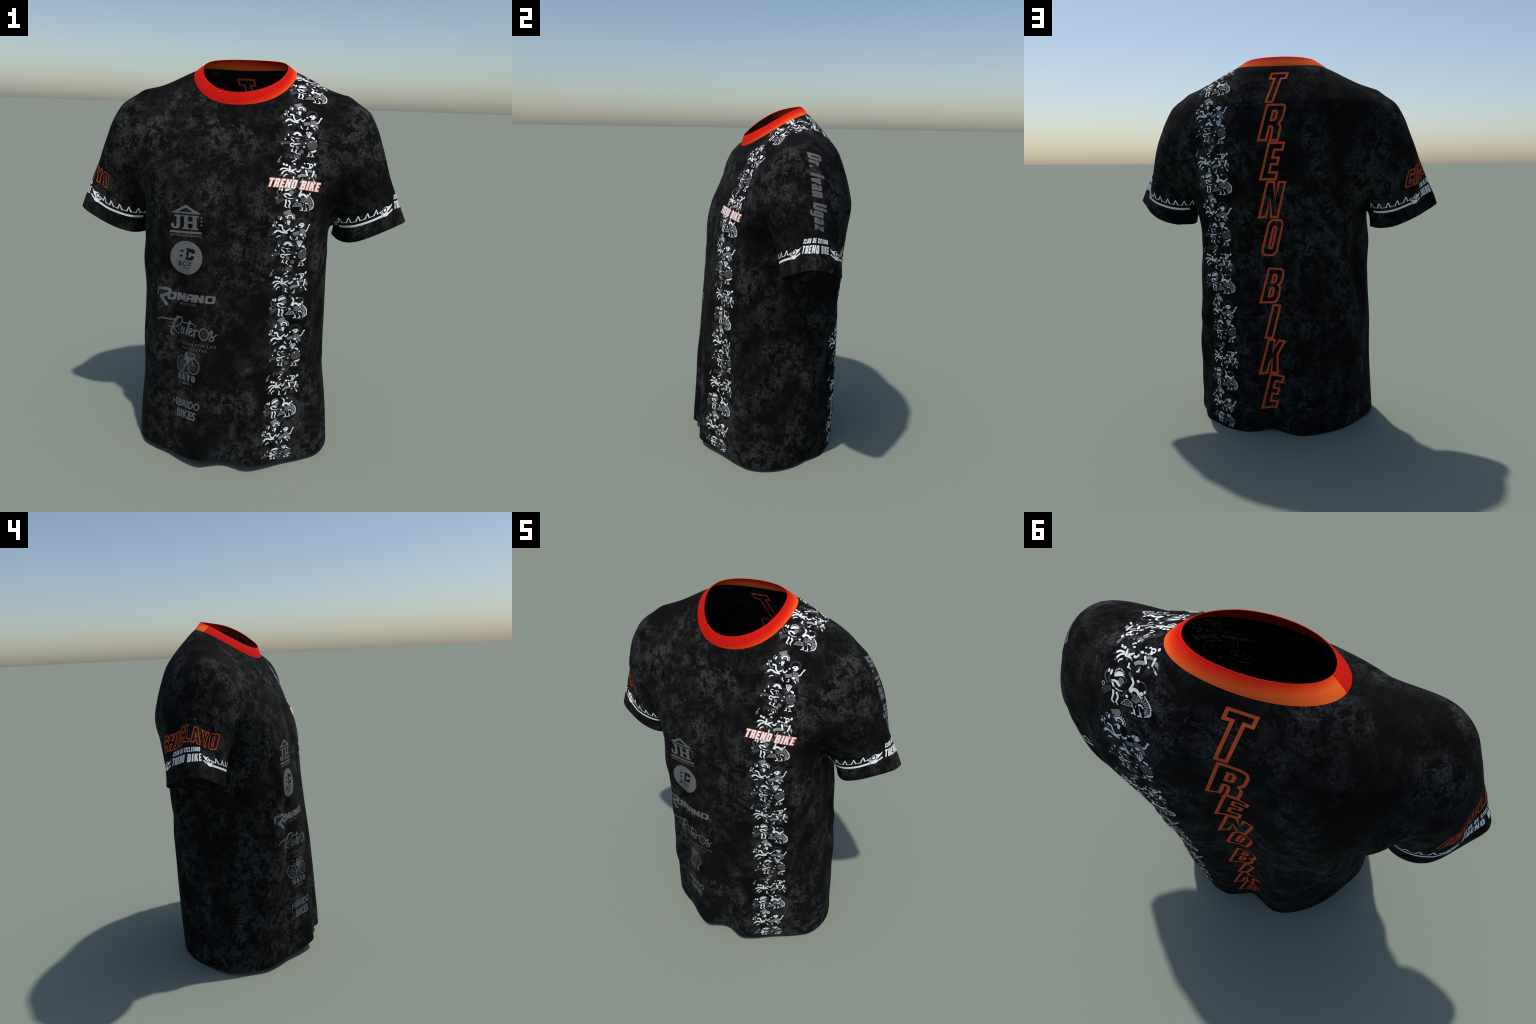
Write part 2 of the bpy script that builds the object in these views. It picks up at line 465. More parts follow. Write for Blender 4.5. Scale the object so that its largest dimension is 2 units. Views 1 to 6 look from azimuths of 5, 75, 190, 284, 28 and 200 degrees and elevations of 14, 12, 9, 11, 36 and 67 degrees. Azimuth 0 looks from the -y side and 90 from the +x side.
def ramp_node(nt, fac, stops):
    n = nt.nodes.new("ShaderNodeValToRGB")
    e = n.color_ramp.elements
    while len(e) < len(stops):
        e.new(.5)
    for el, (p, c) in zip(e, stops):
        el.position = p
        el.color = (*c, 1) if isinstance(c, tuple) else (c, c, c, 1)
    link(nt, fac, n.inputs["Fac"])
    return n.outputs["Color"]

def grunge_cloth():
    """Black jersey print: torn grey patches made of fine grain on a near-black ground."""
    m, nt, b = new_material("black_grunge_jersey")
    tc = nt.nodes.new("ShaderNodeTexCoord")
    mp = nt.nodes.new("ShaderNodeMapping")
    mp.inputs["Scale"].default_value = (1.0, 1.0, .92)
    link(nt, tc.outputs["Object"], mp.inputs["Vector"])
    v = mp.outputs["Vector"]
    patch = ramp_node(nt, noise_node(nt, v, 4.6, 4, .6, .3), [(.38, .06), (.575, 1.0)])
    torn = ramp_node(nt, noise_node(nt, v, 20, 12, .80, .3), [(.468, 0.0), (.524, 1.0)])
    grain = ramp_node(nt, noise_node(nt, v, 110, 6, .75), [(.42, .28), (.56, 1.0)])
    haze = ramp_node(nt, noise_node(nt, v, 9, 4, .6), [(.42, 0.0), (.75, 1.0)])
    k = math_node(nt, "MULTIPLY", math_node(nt, "MULTIPLY", patch, torn), grain)
    k = math_node(nt, "ADD", k, math_node(nt, "MULTIPLY", math_node(nt, "MULTIPLY", haze, grain), .16), clamp=True)
    col = ramp_node(nt, k, [(0.0, (.0034, .0034, .0035)), (.5, (.0165, .0165, .0166)), (1.0, (.0435, .0435, .0437))])
    link(nt, col, b.inputs["Base Color"])
    b.inputs["Roughness"].default_value = .95
    b.inputs["Specular IOR Level"].default_value = .06
    bump = nt.nodes.new("ShaderNodeBump")
    bump.inputs["Strength"].default_value = .06
    bump.inputs["Distance"].default_value = .002
    link(nt, noise_node(nt, v, 320, 2, .5), bump.inputs["Height"])
    link(nt, bump.outputs["Normal"], b.inputs["Normal"])
    return m

def ribbed_collar():
    """Knitted collar dyed red at the upper edge fading to orange below; the fade climbs towards the seam."""
    m, nt, b = new_material("ribbed_collar_knit")
    def attr(name):
        n = nt.nodes.new("ShaderNodeAttribute")
        n.attribute_name = name
        return n.outputs["Fac"]
    band, turn = attr("band_height"), attr("band_turn")
    level = ramp_node(nt, turn, [(0.0, 1.0), (.10, .86), (.36, .66), (.58, .38), (.80, .06), (1.0, 0.0)])
    level = math_node(nt, "MULTIPLY", level, 1.35)
    f = math_node(nt, "DIVIDE", math_node(nt, "SUBTRACT", level, band), .75, clamp=True)
    col = ramp_node(nt, f, [(0.0, (.60, .010, .005)), (.45, (.74, .035, .008)), (1.0, (.90, .125, .020))])
    rib = nt.nodes.new("ShaderNodeTexWave")
    rib.wave_type = "BANDS"
    cx = nt.nodes.new("ShaderNodeCombineXYZ")
    link(nt, turn, cx.inputs[0])
    link(nt, cx.outputs[0], rib.inputs["Vector"])
    rib.inputs["Scale"].default_value = 75
    shade = ramp_node(nt, rib.outputs["Fac"], [(0.0, .96), (1.0, 1.0)])
    mx = nt.nodes.new("ShaderNodeMix")
    mx.data_type = "RGBA"
    mx.blend_type = "MULTIPLY"
    mx.inputs["Factor"].default_value = 1
    link(nt, col, mx.inputs["A"])
    link(nt, shade, mx.inputs["B"])
    link(nt, mx.outputs["Result"], b.inputs["Base Color"])
    b.inputs["Roughness"].default_value = .9
    b.inputs["Specular IOR Level"].default_value = .08
    bump = nt.nodes.new("ShaderNodeBump")
    bump.inputs["Strength"].default_value = .05
    bump.inputs["Distance"].default_value = .002
    link(nt, rib.outputs["Fac"], bump.inputs["Height"])
    link(nt, bump.outputs["Normal"], b.inputs["Normal"])
    return m

def worn_ink(name, color, wear):
    """Printed ink, slightly mottled by the cloth below it."""
    m, nt, b = new_material(name)
    tc = nt.nodes.new("ShaderNodeTexCoord")
    n = noise_node(nt, tc.outputs["Object"], 60, 5, .65)
    lo = tuple(c * (1 - wear) for c in color)
    link(nt, ramp_node(nt, n, [(.35, lo), (.62, color)]), b.inputs["Base Color"])
    b.inputs["Roughness"].default_value = .85
    b.inputs["Specular IOR Level"].default_value = .1
    return m

CLOTH_MAT = grunge_cloth()
COLLAR_MAT = ribbed_collar()
INK = {
    "white": worn_ink("white_ink", (.80, .81, .82), .06),
    "pale": worn_ink("pale_grey_ink", (.33, .33, .34), .25),
    "mid": worn_ink("mid_grey_ink", (.10, .10, .105), .35),
    "dim": worn_ink("dim_grey_ink", (.035, .035, .037), .4),
    "black": plain("black_ink", (.004, .004, .0045)),
    "orange": worn_ink("orange_ink", (.62, .092, .026), .10),
    "logo": worn_ink("logo_grey_ink", (.125, .125, .126), .20),
    "soft": worn_ink("soft_grey_ink", (.118, .118, .119), .18),
    "name": worn_ink("name_grey_ink", (.14, .14, .142), .22),
}

# ------------------------------------------------------------------ objects
root = bpy.data.objects.new("printed_sports_shirt", None)
bpy.context.scene.collection.objects.link(root)
root["label"] = "black mottled short-sleeved sports shirt with printed logos and red collar"
root["category"] = "shirt"

def add_mesh(name, verts, faces, mats, parent=root, normals=None, slots=None):
    me = bpy.data.meshes.new(name)
    me.from_pydata([tuple(v) for v in verts], [], [tuple(int(i) for i in f) for f in faces])
    me.polygons.foreach_set("use_smooth", [True] * len(me.polygons))
    for m in mats:
        me.materials.append(m)
    if slots is not None:
        me.polygons.foreach_set("material_index", [int(i) for i in slots])
    ob = bpy.data.objects.new(name, me)
    bpy.context.scene.collection.objects.link(ob)
    ob.parent = parent
    if normals is not None:
        me.normals_split_custom_set_from_vertices([tuple(n) for n in normals])
    return ob

def solid_shell(V, T, N, thick):
    n = len(V)
    be = boundary_edges(T)
    VV = np.concatenate([V, V - N * thick])
    rim = np.concatenate([np.stack([be[:, 1], be[:, 0], be[:, 0] + n], 1), np.stack([be[:, 1], be[:, 0] + n, be[:, 1] + n], 1)])
    return VV, np.concatenate([T, T[:, ::-1] + n, rim]), np.concatenate([N, -N])

SV, ST, SN = solid_shell(V, T, N, CLOTH)
cen = SV[ST].mean(1)
armhole = .47 + .12 * smoothstep(1.25, 1.75, cen[:, 2])
on_sleeve = (np.abs(cen[:, 0]) > armhole) & (cen[:, 2] > 1.0) & (cen[:, 2] < 1.9) & \
            ((sleeve_field(*cen.T) < torso_field(*cen.T)) | (cen[:, 2] > 1.3))
shoulder_line = .06 + .05 * smoothstep(1.3, 1.8, cen[:, 2])
region = np.where(on_sleeve, np.where(cen[:, 0] > 0, 2, 3), np.where(cen[:, 1] < shoulder_line, 0, 1))
PARTS = []
for r, nm in enumerate(("front_panel", "back_panel", "sleeve", "sleeve")):
    t = ST[region == r]
    used = np.unique(t)
    m = -np.ones(len(SV), int)
    m[used] = np.arange(len(used))
    PARTS.append(add_mesh(nm, SV[used], m[t], [CLOTH_MAT], normals=SN[used]))
FRONT, BACK, SLEEVE_PLUS, SLEEVE_MINUS = PARTS

def collar():
    rows, n = 9, 300
    seam = math.radians(167)
    th = np.linspace(0, 2 * np.pi, n + 1)[::-1] + seam          # from the seam across the back, round the front
    def ring(curve):
        c = curve.mean(0)
        a = angle_about(curve, c[0], c[1])
        o = np.argsort(a)
        q = (th + np.pi) % (2 * np.pi) - np.pi
        per = np.concatenate([a[o] - 2 * np.pi, a[o], a[o] + 2 * np.pi])
        return np.stack([np.interp(q, per, np.tile(curve[o, j], 3)) for j in range(3)], 1)
    L, H = ring(NECK_LOW), ring(NECK_TOP)
    out = np.stack([np.cos(th), np.sin(th), 0 * th + .3], 1)
    V = np.concatenate([L + (H - L) * (i / (rows - 1)) + out * (.0015 + .002 * math.sin(math.pi * i / (rows - 1))) for i in range(rows)])
    F = []
    w = n + 1
    for i in range(rows - 1):
        for j in range(n):
            F += [(i * w + j + 1, i * w + j, (i + 1) * w + j), (i * w + j + 1, (i + 1) * w + j, (i + 1) * w + j + 1)]
    T = np.array(F)
    N = vertex_normals(V, T)
    for i in range(rows):
        s = N[i * w] + N[i * w + n]
        N[i * w] = N[i * w + n] = s / np.linalg.norm(s)
    sv, st, sn = solid_shell(V, T, N, .0022)
    ob = add_mesh("collar", sv, st, [COLLAR_MAT], normals=None)
    ob.data.set_sharp_from_angle(angle=math.radians(40))
    band = np.tile(np.repeat(np.arange(rows) / (rows - 1), w), 2)
    turn = np.tile(np.tile(np.arange(w) / n, rows), 2)
    for name, val in (("band_height", band), ("band_turn", turn)):
        at = ob.data.attributes.new(name, "FLOAT", "POINT")
        at.data.foreach_set("value", val.astype(np.float32))
    return ob
collar()

# ------------------------------------------------------------------ flat artwork library (2D shapes, then laid on the cloth)
class Art:
    def __init__(self):
        self.v, self.t, self.ink, self.layer = [], [], [], []
        self.color, self.lv = "white", 0

    def ink_is(self, color, layer=0):
        self.color, self.lv = color, layer
        return self

    def add(self, pts, tris):
        b = len(self.v)
        self.v += [(float(x), float(y)) for x, y in pts]
        self.t += [tuple(b + i for i in q) for q in tris]
        self.ink += [self.color] * len(tris)
        self.layer += [self.lv] * len(tris)

    def fill(self, outer, holes=()):
        loops = [[Vector((x, y, 0)) for x, y in outer]] + [[Vector((x, y, 0)) for x, y in h] for h in holes]
        pts = [(p.x, p.y) for l in loops for p in l]
        self.add(pts, tessellate_polygon(loops))

    def stroke(self, pts, w0, w1=None, closed=False):
        p = np.array(pts, float)
        if closed:
            p = np.vstack([p, p[:1]])
        d = np.gradient(p, axis=0)
        if closed:
            d[0] = d[-1] = p[1] - p[-2]
        d /= np.maximum(np.linalg.norm(d, axis=1, keepdims=True), 1e-9)
        nrm = np.stack([-d[:, 1], d[:, 0]], 1)
        w = np.linspace(w0, w0 if w1 is None else w1, len(p))[:, None] / 2
        k = len(p)
        self.add(np.concatenate([p + nrm * w, p - nrm * w]),
                 [q for i in range(k - 1) for q in ((i, i + k, i + k + 1), (i, i + k + 1, i + 1))])

    def curve(self, pts, w0, w1=None, n=6):
        self.stroke(open_spline(pts, n), w0, w1)

    def blob(self, cx, cy, rx, ry=None, rot=0, a0=0, a1=360, n=14):
        ry = rx if ry is None else ry
        c, s = math.cos(math.radians(rot)), math.sin(math.radians(rot))
        full = a1 - a0 >= 360
        a = np.radians(np.linspace(a0, a1, n, endpoint=not full))
        x, y = rx * np.cos(a), ry * np.sin(a)
        pts = [(cx, cy)] + [(cx + u * c - v * s, cy + u * s + v * c) for u, v in zip(x, y)]
        k = len(pts) - 1
        self.add(pts, [(0, i, i % k + 1) for i in range(1, k + 1 if full else k)])

    def ring(self, cx, cy, rx, ry, w, a0=0, a1=360, n=22):
        a = np.radians(np.linspace(a0, a1, n))
        self.stroke(np.stack([cx + rx * np.cos(a), cy + ry * np.sin(a)], 1), w, closed=False)

    def letters(self, text, x, y, width, height, slant=0.0, gap=.09, outline=0.0, grow=0.0):
        """Block capitals fitted into a box; outline > 0 draws only the edge of each letter."""
        adv = [LETTER_WIDTH.get(c, .3) for c in text]
        total = sum(adv) + gap * (len(text) - 1)
        sx = (width - abs(slant) * height) / total
        px = 0.0
        for c, a in zip(text, adv):
            if c in LETTERS:
                loops = [[(x + (px + u) * sx + slant * v * height, y + v * height) for u, v in loop] for loop in LETTERS[c]]
                if outline or grow:
                    for i, loop in enumerate(loops):
                        self.edge(loop, outline or grow, i > 0, bool(grow))
                else:
                    self.fill(loops[0], loops[1:])
            px += a + gap

    def edge(self, loop, w, hole, outward=False):
        p = np.array(loop, float)
        area = 0.5 * np.sum(p[:, 0] * np.roll(p[:, 1], -1) - np.roll(p[:, 0], -1) * p[:, 1])
        if area < 0:
            p = p[::-1]
        e = np.roll(p, -1, 0) - p
        e /= np.maximum(np.linalg.norm(e, axis=1, keepdims=True), 1e-9)
        n = np.stack([-e[:, 1], e[:, 0]], 1)           # inward for counter-clockwise loops
        m = n + np.roll(n, 1, 0)
        m /= np.maximum((m * m).sum(1, keepdims=True) / 2, .35)
        inner = p + m * w * (-.62 if hole else .62)
        outer = p - m * w * (-.38 if hole else .38)
        if outward:
            inner, outer = p + m * w * .3, p - m * w
        k = len(p)
        self.add(np.concatenate([outer, inner]),
                 [q for i in range(k) for q in ((i, (i + 1) % k, (i + 1) % k + k), (i, (i + 1) % k + k, i + k))])

    def type(self, text, x, y, width, height, slant=0.0, bold=0.0, rise=None, spacing=1.0):
        """Text in the built-in font fitted into a box; rise(u) lifts letters along the line."""
        cu = bpy.data.curves.new("lettering", "FONT")
        cu.body = text
        cu.offset = bold
        cu.space_character = spacing
        cu.resolution_u = 3
        ob = bpy.data.objects.new("lettering", cu)
        bpy.context.scene.collection.objects.link(ob)
        dg = bpy.context.evaluated_depsgraph_get()
        me = bpy.data.meshes.new_from_object(ob.evaluated_get(dg))
        p = np.array([(q.co.x, q.co.y) for q in me.vertices])
        lo, hi = p.min(0), p.max(0)
        u = (p - lo) / (hi - lo)
        x0, w = x, width - slant * height
        q = np.stack([x0 + u[:, 0] * w + slant * height * u[:, 1], y + u[:, 1] * height], 1)
        if rise:
            q[:, 1] += [rise(t) for t in u[:, 0]]
        me.calc_loop_triangles()
        self.add(q, [tuple(t.vertices) for t in me.loop_triangles])
        bpy.data.objects.remove(ob)
        bpy.data.curves.remove(cu)
        bpy.data.meshes.remove(me)

    def mesh_fine(self, longest):
        v, t, self.ink, self.layer = self.mesh(longest)
        self.t = [tuple(q) for q in t]
        return [tuple(q) for q in v]

    def scaled(self, kx, ky=1.0):
        self.v = [(x * kx, y * ky) for x, y in self.v]
        return self

    def mesh(self, longest):
        v, t, ink, lay = list(self.v), list(self.t), list(self.ink), list(self.layer)
        for _ in range(5):
            mid, nt, ni, nl, split = {}, [], [], [], False
            def half(a, b):
                key = (min(a, b), max(a, b))
                if key not in mid:
                    mid[key] = len(v)
                    v.append(((v[a][0] + v[b][0]) / 2, (v[a][1] + v[b][1]) / 2))
                return mid[key]
            for (a, b, c), k, l in zip(t, ink, lay):
                L = [math.dist(v[a], v[b]), math.dist(v[b], v[c]), math.dist(v[c], v[a])]
                i = L.index(max(L))
                if L[i] <= longest:
                    new = [(a, b, c)]
                else:
                    split = True
                    a, b, c = ((a, b, c), (b, c, a), (c, a, b))[i]
                    m = half(a, b)
                    new = [(a, m, c), (m, b, c)]
                nt += new
                ni += [k] * len(new)
                nl += [l] * len(new)
            t, ink, lay = nt, ni, nl
            if not split:
                break
        return np.array(v), np.array(t), ink, lay

def open_spline(points, n):
    p = np.array(points, float)
    p = np.vstack([2 * p[0] - p[1], p, 2 * p[-1] - p[-2]])
    out = []
    for i in range(1, len(p) - 2):
        for k in range(n):
            t = k / n
            a, b, c, d = p[i - 1], p[i], p[i + 1], p[i + 2]
            out.append(.5 * (2 * b + (c - a) * t + (2 * a - 5 * b + 4 * c - d) * t * t + (3 * b - a - 3 * c + d) * t**3))
    out.append(p[-2])
    return np.array(out)

def rounded(loop, r, keep=()):
    out = []
    k = len(loop)
    for i, p in enumerate(loop):
        if i in keep:
            out.append(p)
            continue
        p = np.array(p, float)
        a, b = np.array(loop[i - 1], float), np.array(loop[(i + 1) % k], float)
        da, db = a - p, b - p
        la, lb = np.linalg.norm(da), np.linalg.norm(db)
        ra, rb = min(r, la * .48), min(r, lb * .48)
        s, e = p + da / la * ra, p + db / lb * rb
        for t in (0, .25, .5, .75, 1):
            out.append(tuple((1 - t)**2 * s + 2 * t * (1 - t) * p + t * t * e))
    return out

def box(x0, y0, x1, y1):
    return [(x0, y0), (x1, y0), (x1, y1), (x0, y1)]

# heavy condensed block capitals, cap height 1
LETTERS = {
    "T": [[(.18, 0), (.44, 0), (.44, .80), (.62, .80), (.62, 1), (0, 1), (0, .80), (.18, .80)]],
    "E": [[(0, 0), (.52, 0), (.52, .2), (.25, .2), (.25, .41), (.46, .41), (.46, .6), (.25, .6), (.25, .8), (.52, .8), (.52, 1), (0, 1)]],
    "N": [[(0, 0), (.23, 0), (.23, .52), (.40, 0), (.63, 0), (.63, 1), (.40, 1), (.40, .50), (.24, 1), (0, 1)]],
    "I": [box(0, 0, .27, 1)],
    "H": [[(0, 0), (.25, 0), (.25, .4), (.36, .4), (.36, 0), (.61, 0), (.61, 1), (.36, 1), (.36, .62), (.25, .62), (.25, 1), (0, 1)]],
    "L": [[(0, 0), (.50, 0), (.50, .2), (.25, .2), (.25, 1), (0, 1)]],
    "A": [[(0, 0), (.24, 0), (.27, .18), (.40, .18), (.43, 0), (.67, 0), (.48, 1), (.19, 1)], [(.30, .36), (.37, .36), (.335, .72)]],
    "Y": [[(.2, 0), (.45, 0), (.45, .4), (.65, 1), (.41, 1), (.325, .66), (.24, 1), (0, 1), (.2, .4)]],
    "K": [[(0, 0), (.25, 0), (.25, .30), (.30, .42), (.38, 0), (.64, 0), (.47, .58), (.64, 1), (.39, 1), (.25, .62), (.25, 1), (0, 1)]],
    "M": [[(0, 0), (.22, 0), (.22, .55), (.33, .1), (.45, .1), (.56, .55), (.56, 0), (.78, 0), (.78, 1), (.5, 1), (.39, .55), (.28, 1), (0, 1)]],
    "R": [rounded([(0, 0), (.25, 0), (.25, .38), (.33, .38), (.36, .30), (.36, 0), (.61, 0), (.61, .40), (.50, .47), (.60, .56), (.60, 1), (0, 1)], .16, keep=(0, 1, 2, 5, 6, 11)),
          rounded([(.25, .57), (.36, .57), (.36, .81), (.25, .81)], .06, keep=(0, 3))],
    "O": [rounded(box(0, 0, .61, 1), .2), rounded(box(.25, .2, .36, .8), .055)],
    "D": [rounded(box(0, 0, .61, 1), .2, keep=(0, 3)), rounded(box(.25, .2, .36, .8), .055, keep=(0, 3))],
    "B": [rounded([(0, 0), (.61, 0), (.61, .46), (.50, .52), (.59, .57), (.59, 1), (0, 1)], .18, keep=(0, 3, 6)),
          rounded(box(.25, .19, .36, .42), .05, keep=(0, 3)), rounded(box(.25, .60, .35, .81), .05, keep=(0, 3))],
    "C": [rounded([(.60, .36), (.60, 0), (0, 0), (0, 1), (.60, 1), (.60, .64), (.36, .64), (.36, .80), (.25, .80), (.25, .20), (.36, .20), (.36, .36)], .18, keep=(0, 5, 6, 11))],
    "U": [rounded([(0, 1), (0, 0), (.61, 0), (.61, 1), (.36, 1), (.36, .2), (.25, .2), (.25, 1)], .18, keep=(0, 3, 4, 7))],
    "S": [[(0, .3), (0, .14), (.13, 0), (.46, 0), (.6, .14), (.6, .42), (.5, .55), (.25, .68), (.25, .8), (.36, .8), (.36, .66), (.6, .66),
           (.6, .86), (.46, 1), (.14, 1), (0, .86), (0, .6), (.1, .47), (.36, .34), (.36, .2), (.25, .2), (.25, .3)]],
}
LETTERS.update({
    "r": [[(0, 0), (.25, 0), (.25, .48), (.42, .52), (.42, .74), (.25, .64), (.25, .72), (0, .72)]],
    "v": [[(.13, 0), (.39, 0), (.52, .72), (.29, .72), (.26, .28), (.23, .72), (0, .72)]],
    "a": [[(.06, 0), (.17, 0), (.27, .07), (.27, 0), (.50, 0), (.50, .62), (.40, .74), (.10, .74), (0, .62), (0, .50), (.22, .50), (.22, .58), (.27, .58),
           (.27, .46), (.08, .42), (0, .32), (0, .06)], [(.22, .16), (.27, .20), (.27, .34), (.22, .30)]],
    "n": [[(0, 0), (.24, 0), (.24, .55), (.28, .55), (.28, 0), (.52, 0), (.52, .62), (.42, .74), (.30, .74), (.24, .68), (.24, .72), (0, .72)]],
    "g": [[(0, -.10), (.04, -.22), (.40, -.24), (.50, -.14), (.50, .72), (.27, .72), (.27, .68), (.20, .74), (.10, .74), (0, .62), (0, .12), (.10, 0), (.20, 0),
           (.27, .06), (.27, -.08), (.22, -.08), (.22, -.10)], [(.22, .16), (.27, .16), (.27, .57), (.22, .57)]],
    "z": [[(0, 0), (.46, 0), (.46, .19), (.24, .19), (.46, .55), (.46, .72), (.02, .72), (.02, .53), (.22, .53), (0, .19)]],
    ".": [box(0, 0, .2, .2)],
})
LETTER_WIDTH = {c: max(p[0] for p in l[0]) for c, l in LETTERS.items()}

# ------------------------------------------------------------------ laying artwork on the cloth
TREE = BVHTree.FromPolygons([tuple(v) for v in V], [tuple(int(i) for i in t) for t in T])
LIFT = .0011

def lay_flat(art, hint, right_hint, longest=.014, fitted_normal=None):
    """Press artwork onto the shirt, seen along the cloth's own normal at one spot."""
    P, n, _, _ = TREE.find_nearest(Vector(hint))
    acc = Vector((0, 0, 0))
    for d in ((.05, 0, 0), (-.05, 0, 0), (0, 0, .05), (0, 0, -.05), (0, 0, 0)):
        acc += TREE.find_nearest(P + Vector(d))[1]
    n = (Vector(fitted_normal) if fitted_normal else acc).normalized()
    right = Vector(right_hint)
    right = (right - n * right.dot(n)).normalized()
    up = n.cross(right)
    def spot(u, v):
        o = P + right * u + up * v
        hit = TREE.ray_cast(o + n * .22, -n, .5)
        if hit[0] is None:
            hit = TREE.find_nearest(o)
        return hit[0], hit[1]
    return art.mesh(longest), spot

def print_object(name, laid, parent):
    (v, t, ink, lay), spot = laid
    hit = [spot(*p) for p in v]
    P = np.array([h[0] for h in hit])
    Nn = np.array([h[1] for h in hit])
    lay = np.array(lay)
    verts, faces, slots = [], [], []
    names = sorted(set(ink))
    slot = np.array([names.index(k) for k in ink])
    base = 0
    for l in sorted(set(lay.tolist())):
        tri = t[lay == l]
        used = np.unique(tri)
        m = -np.ones(len(P), int)
        m[used] = np.arange(len(used))
        for side in (1, -1):                      # ink shows on the face of the cloth and through on its inside
            off = LIFT * (1 + .55 * l) if side > 0 else -(CLOTH + LIFT * (1 + .55 * l))
            verts.append(P[used] + Nn[used] * off)
            q = m[tri]
            c = np.cross(P[tri[:, 1]] - P[tri[:, 0]], P[tri[:, 2]] - P[tri[:, 0]])
            flip = ((c * Nn[tri[:, 0]]).sum(1) < 0) == (side > 0)
            q = np.where(flip[:, None], q[:, ::-1], q)
            faces.append(q + base)
            slots.append(slot[lay == l])
            base += len(used)
    return add_mesh(name, np.concatenate(verts), np.concatenate(faces), [INK[k] for k in names], parent, slots=np.concatenate(slots))

# ------------------------------------------------------------------ back: tall outlined lettering running down the spine
for ch, top, bottom, wide in (("T", 1.909, 1.753, .128), ("R", 1.742, 1.562, .146), ("E", 1.550, 1.365, .126), ("N", 1.352, 1.170, .142),
                              ("O", 1.156, .969, .126), ("B", .898, .717, .134), ("I", .703, .523, .084), ("K", .512, .328, .140), ("E", .317, .132, .122)):
    tall = .176 if ch == "T" else (top - bottom) * 1.01
    a = Art().ink_is("orange")
    a.letters(ch, -wide / 2, -tall / 2, wide, tall, slant=.24, outline=.0115)
    print_object("letter", lay_flat(a, TREE.ray_cast(Vector((.002, 1, (top + bottom) / 2)), Vector((0, -1, 0)))[0], (-1, 0, 0)), BACK)

# ------------------------------------------------------------------ chest lettering: white capitals with an orange rim
a = Art()
a.ink_is("orange", 3).letters("TRENO BIKE", -.122, -.020, .250, .041, slant=.27, gap=.15, grow=.0024)
a.ink_is("white", 4).letters("TRENO BIKE", -.122, -.020, .250, .041, slant=.27, gap=.15)
print_object("chest_lettering", lay_flat(a, (.287, -.30, 1.440), (1, 0, -.012)), FRONT)

# ------------------------------------------------------------------ sponsor column on the wearer's right front
def front_print(name, art, x, z):
    return print_object(name, lay_flat(art, TREE.ray_cast(Vector((x, -1, z)), Vector((0, 1, 0)))[0], (1, 0, 0)), FRONT)

def house_logo():
    a = Art().ink_is("logo")
    a.fill([(-.080, .038), (.080, .038), (0, .080)], [[(-.040, .046), (.038, .046), (0, .066)]])
    # serif J and H
    a.fill([(-.062, .031), (-.023, .031), (-.023, .024), (-.030, .022), (-.030, -.022), (-.037, -.033), (-.052, -.037), (-.068, -.034),
            (-.079, -.024), (-.078, -.012), (-.068, -.008), (-.061, -.014), (-.062, -.024), (-.053, -.027), (-.049, -.020), (-.049, .022), (-.062, .024)])
    for x0 in (-.018, .026):
        a.fill([(x0, -.036), (x0 + .038, -.036), (x0 + .038, -.029), (x0 + .029, -.026), (x0 + .029, .022), (x0 + .038, .025), (x0 + .038, .031),
                (x0, .031), (x0, .025), (x0 + .009, .022), (x0 + .009, -.026), (x0, -.029)])
    a.fill(box(.010, -.008, .036, .002))
    a.fill(box(-.082, -.055, .080, -.045))
    for y in (.022, .005, -.012):
        a.fill([(.078 + (.0065 if i % 2 == 0 else .003) * math.sin(i * math.pi / 5), y + (.0065 if i % 2 == 0 else .003) * math.cos(i * math.pi / 5)) for i in range(10)])
    a.ink_is("soft").type("HOTEL RESIDENCIAL", -.080, -.071, .160, .0115, bold=.01)
    return a
front_print("sponsor_logo", house_logo().scaled(.97), -.215, 1.235)

def disc_logo():
    a = Art().ink_is("logo")
    a.blob(0, 0, .0815, .0815, n=56)
    a.ink_is("black", 1)
    a.fill([(.000, .048), (.038, .044), (.046, .036), (.043, .024), (.026, .024), (.026, .030), (.016, .030), (.010, .006), (.014, .003), (.022, .003),
            (.026, .011), (.042, .011), (.038, -.004), (.028, -.010), (-.006, -.008), (.004, .012), (-.001, .020), (.005, .030)])
    a.fill([(-.029, .038), (-.013, .037), (-.015, .028), (-.031, .029)])
    a.fill([(-.033, .014), (-.017, .013), (-.019, .004), (-.035, .005)])
    a.type("BICIX", -.040, -.040, .072, .024, slant=.12, bold=.012)
    a.type("BIKES", -.014, -.052, .034, .006, bold=.01)
    return a
front_print("sponsor_logo", disc_logo().scaled(.98), -.210, 1.063)

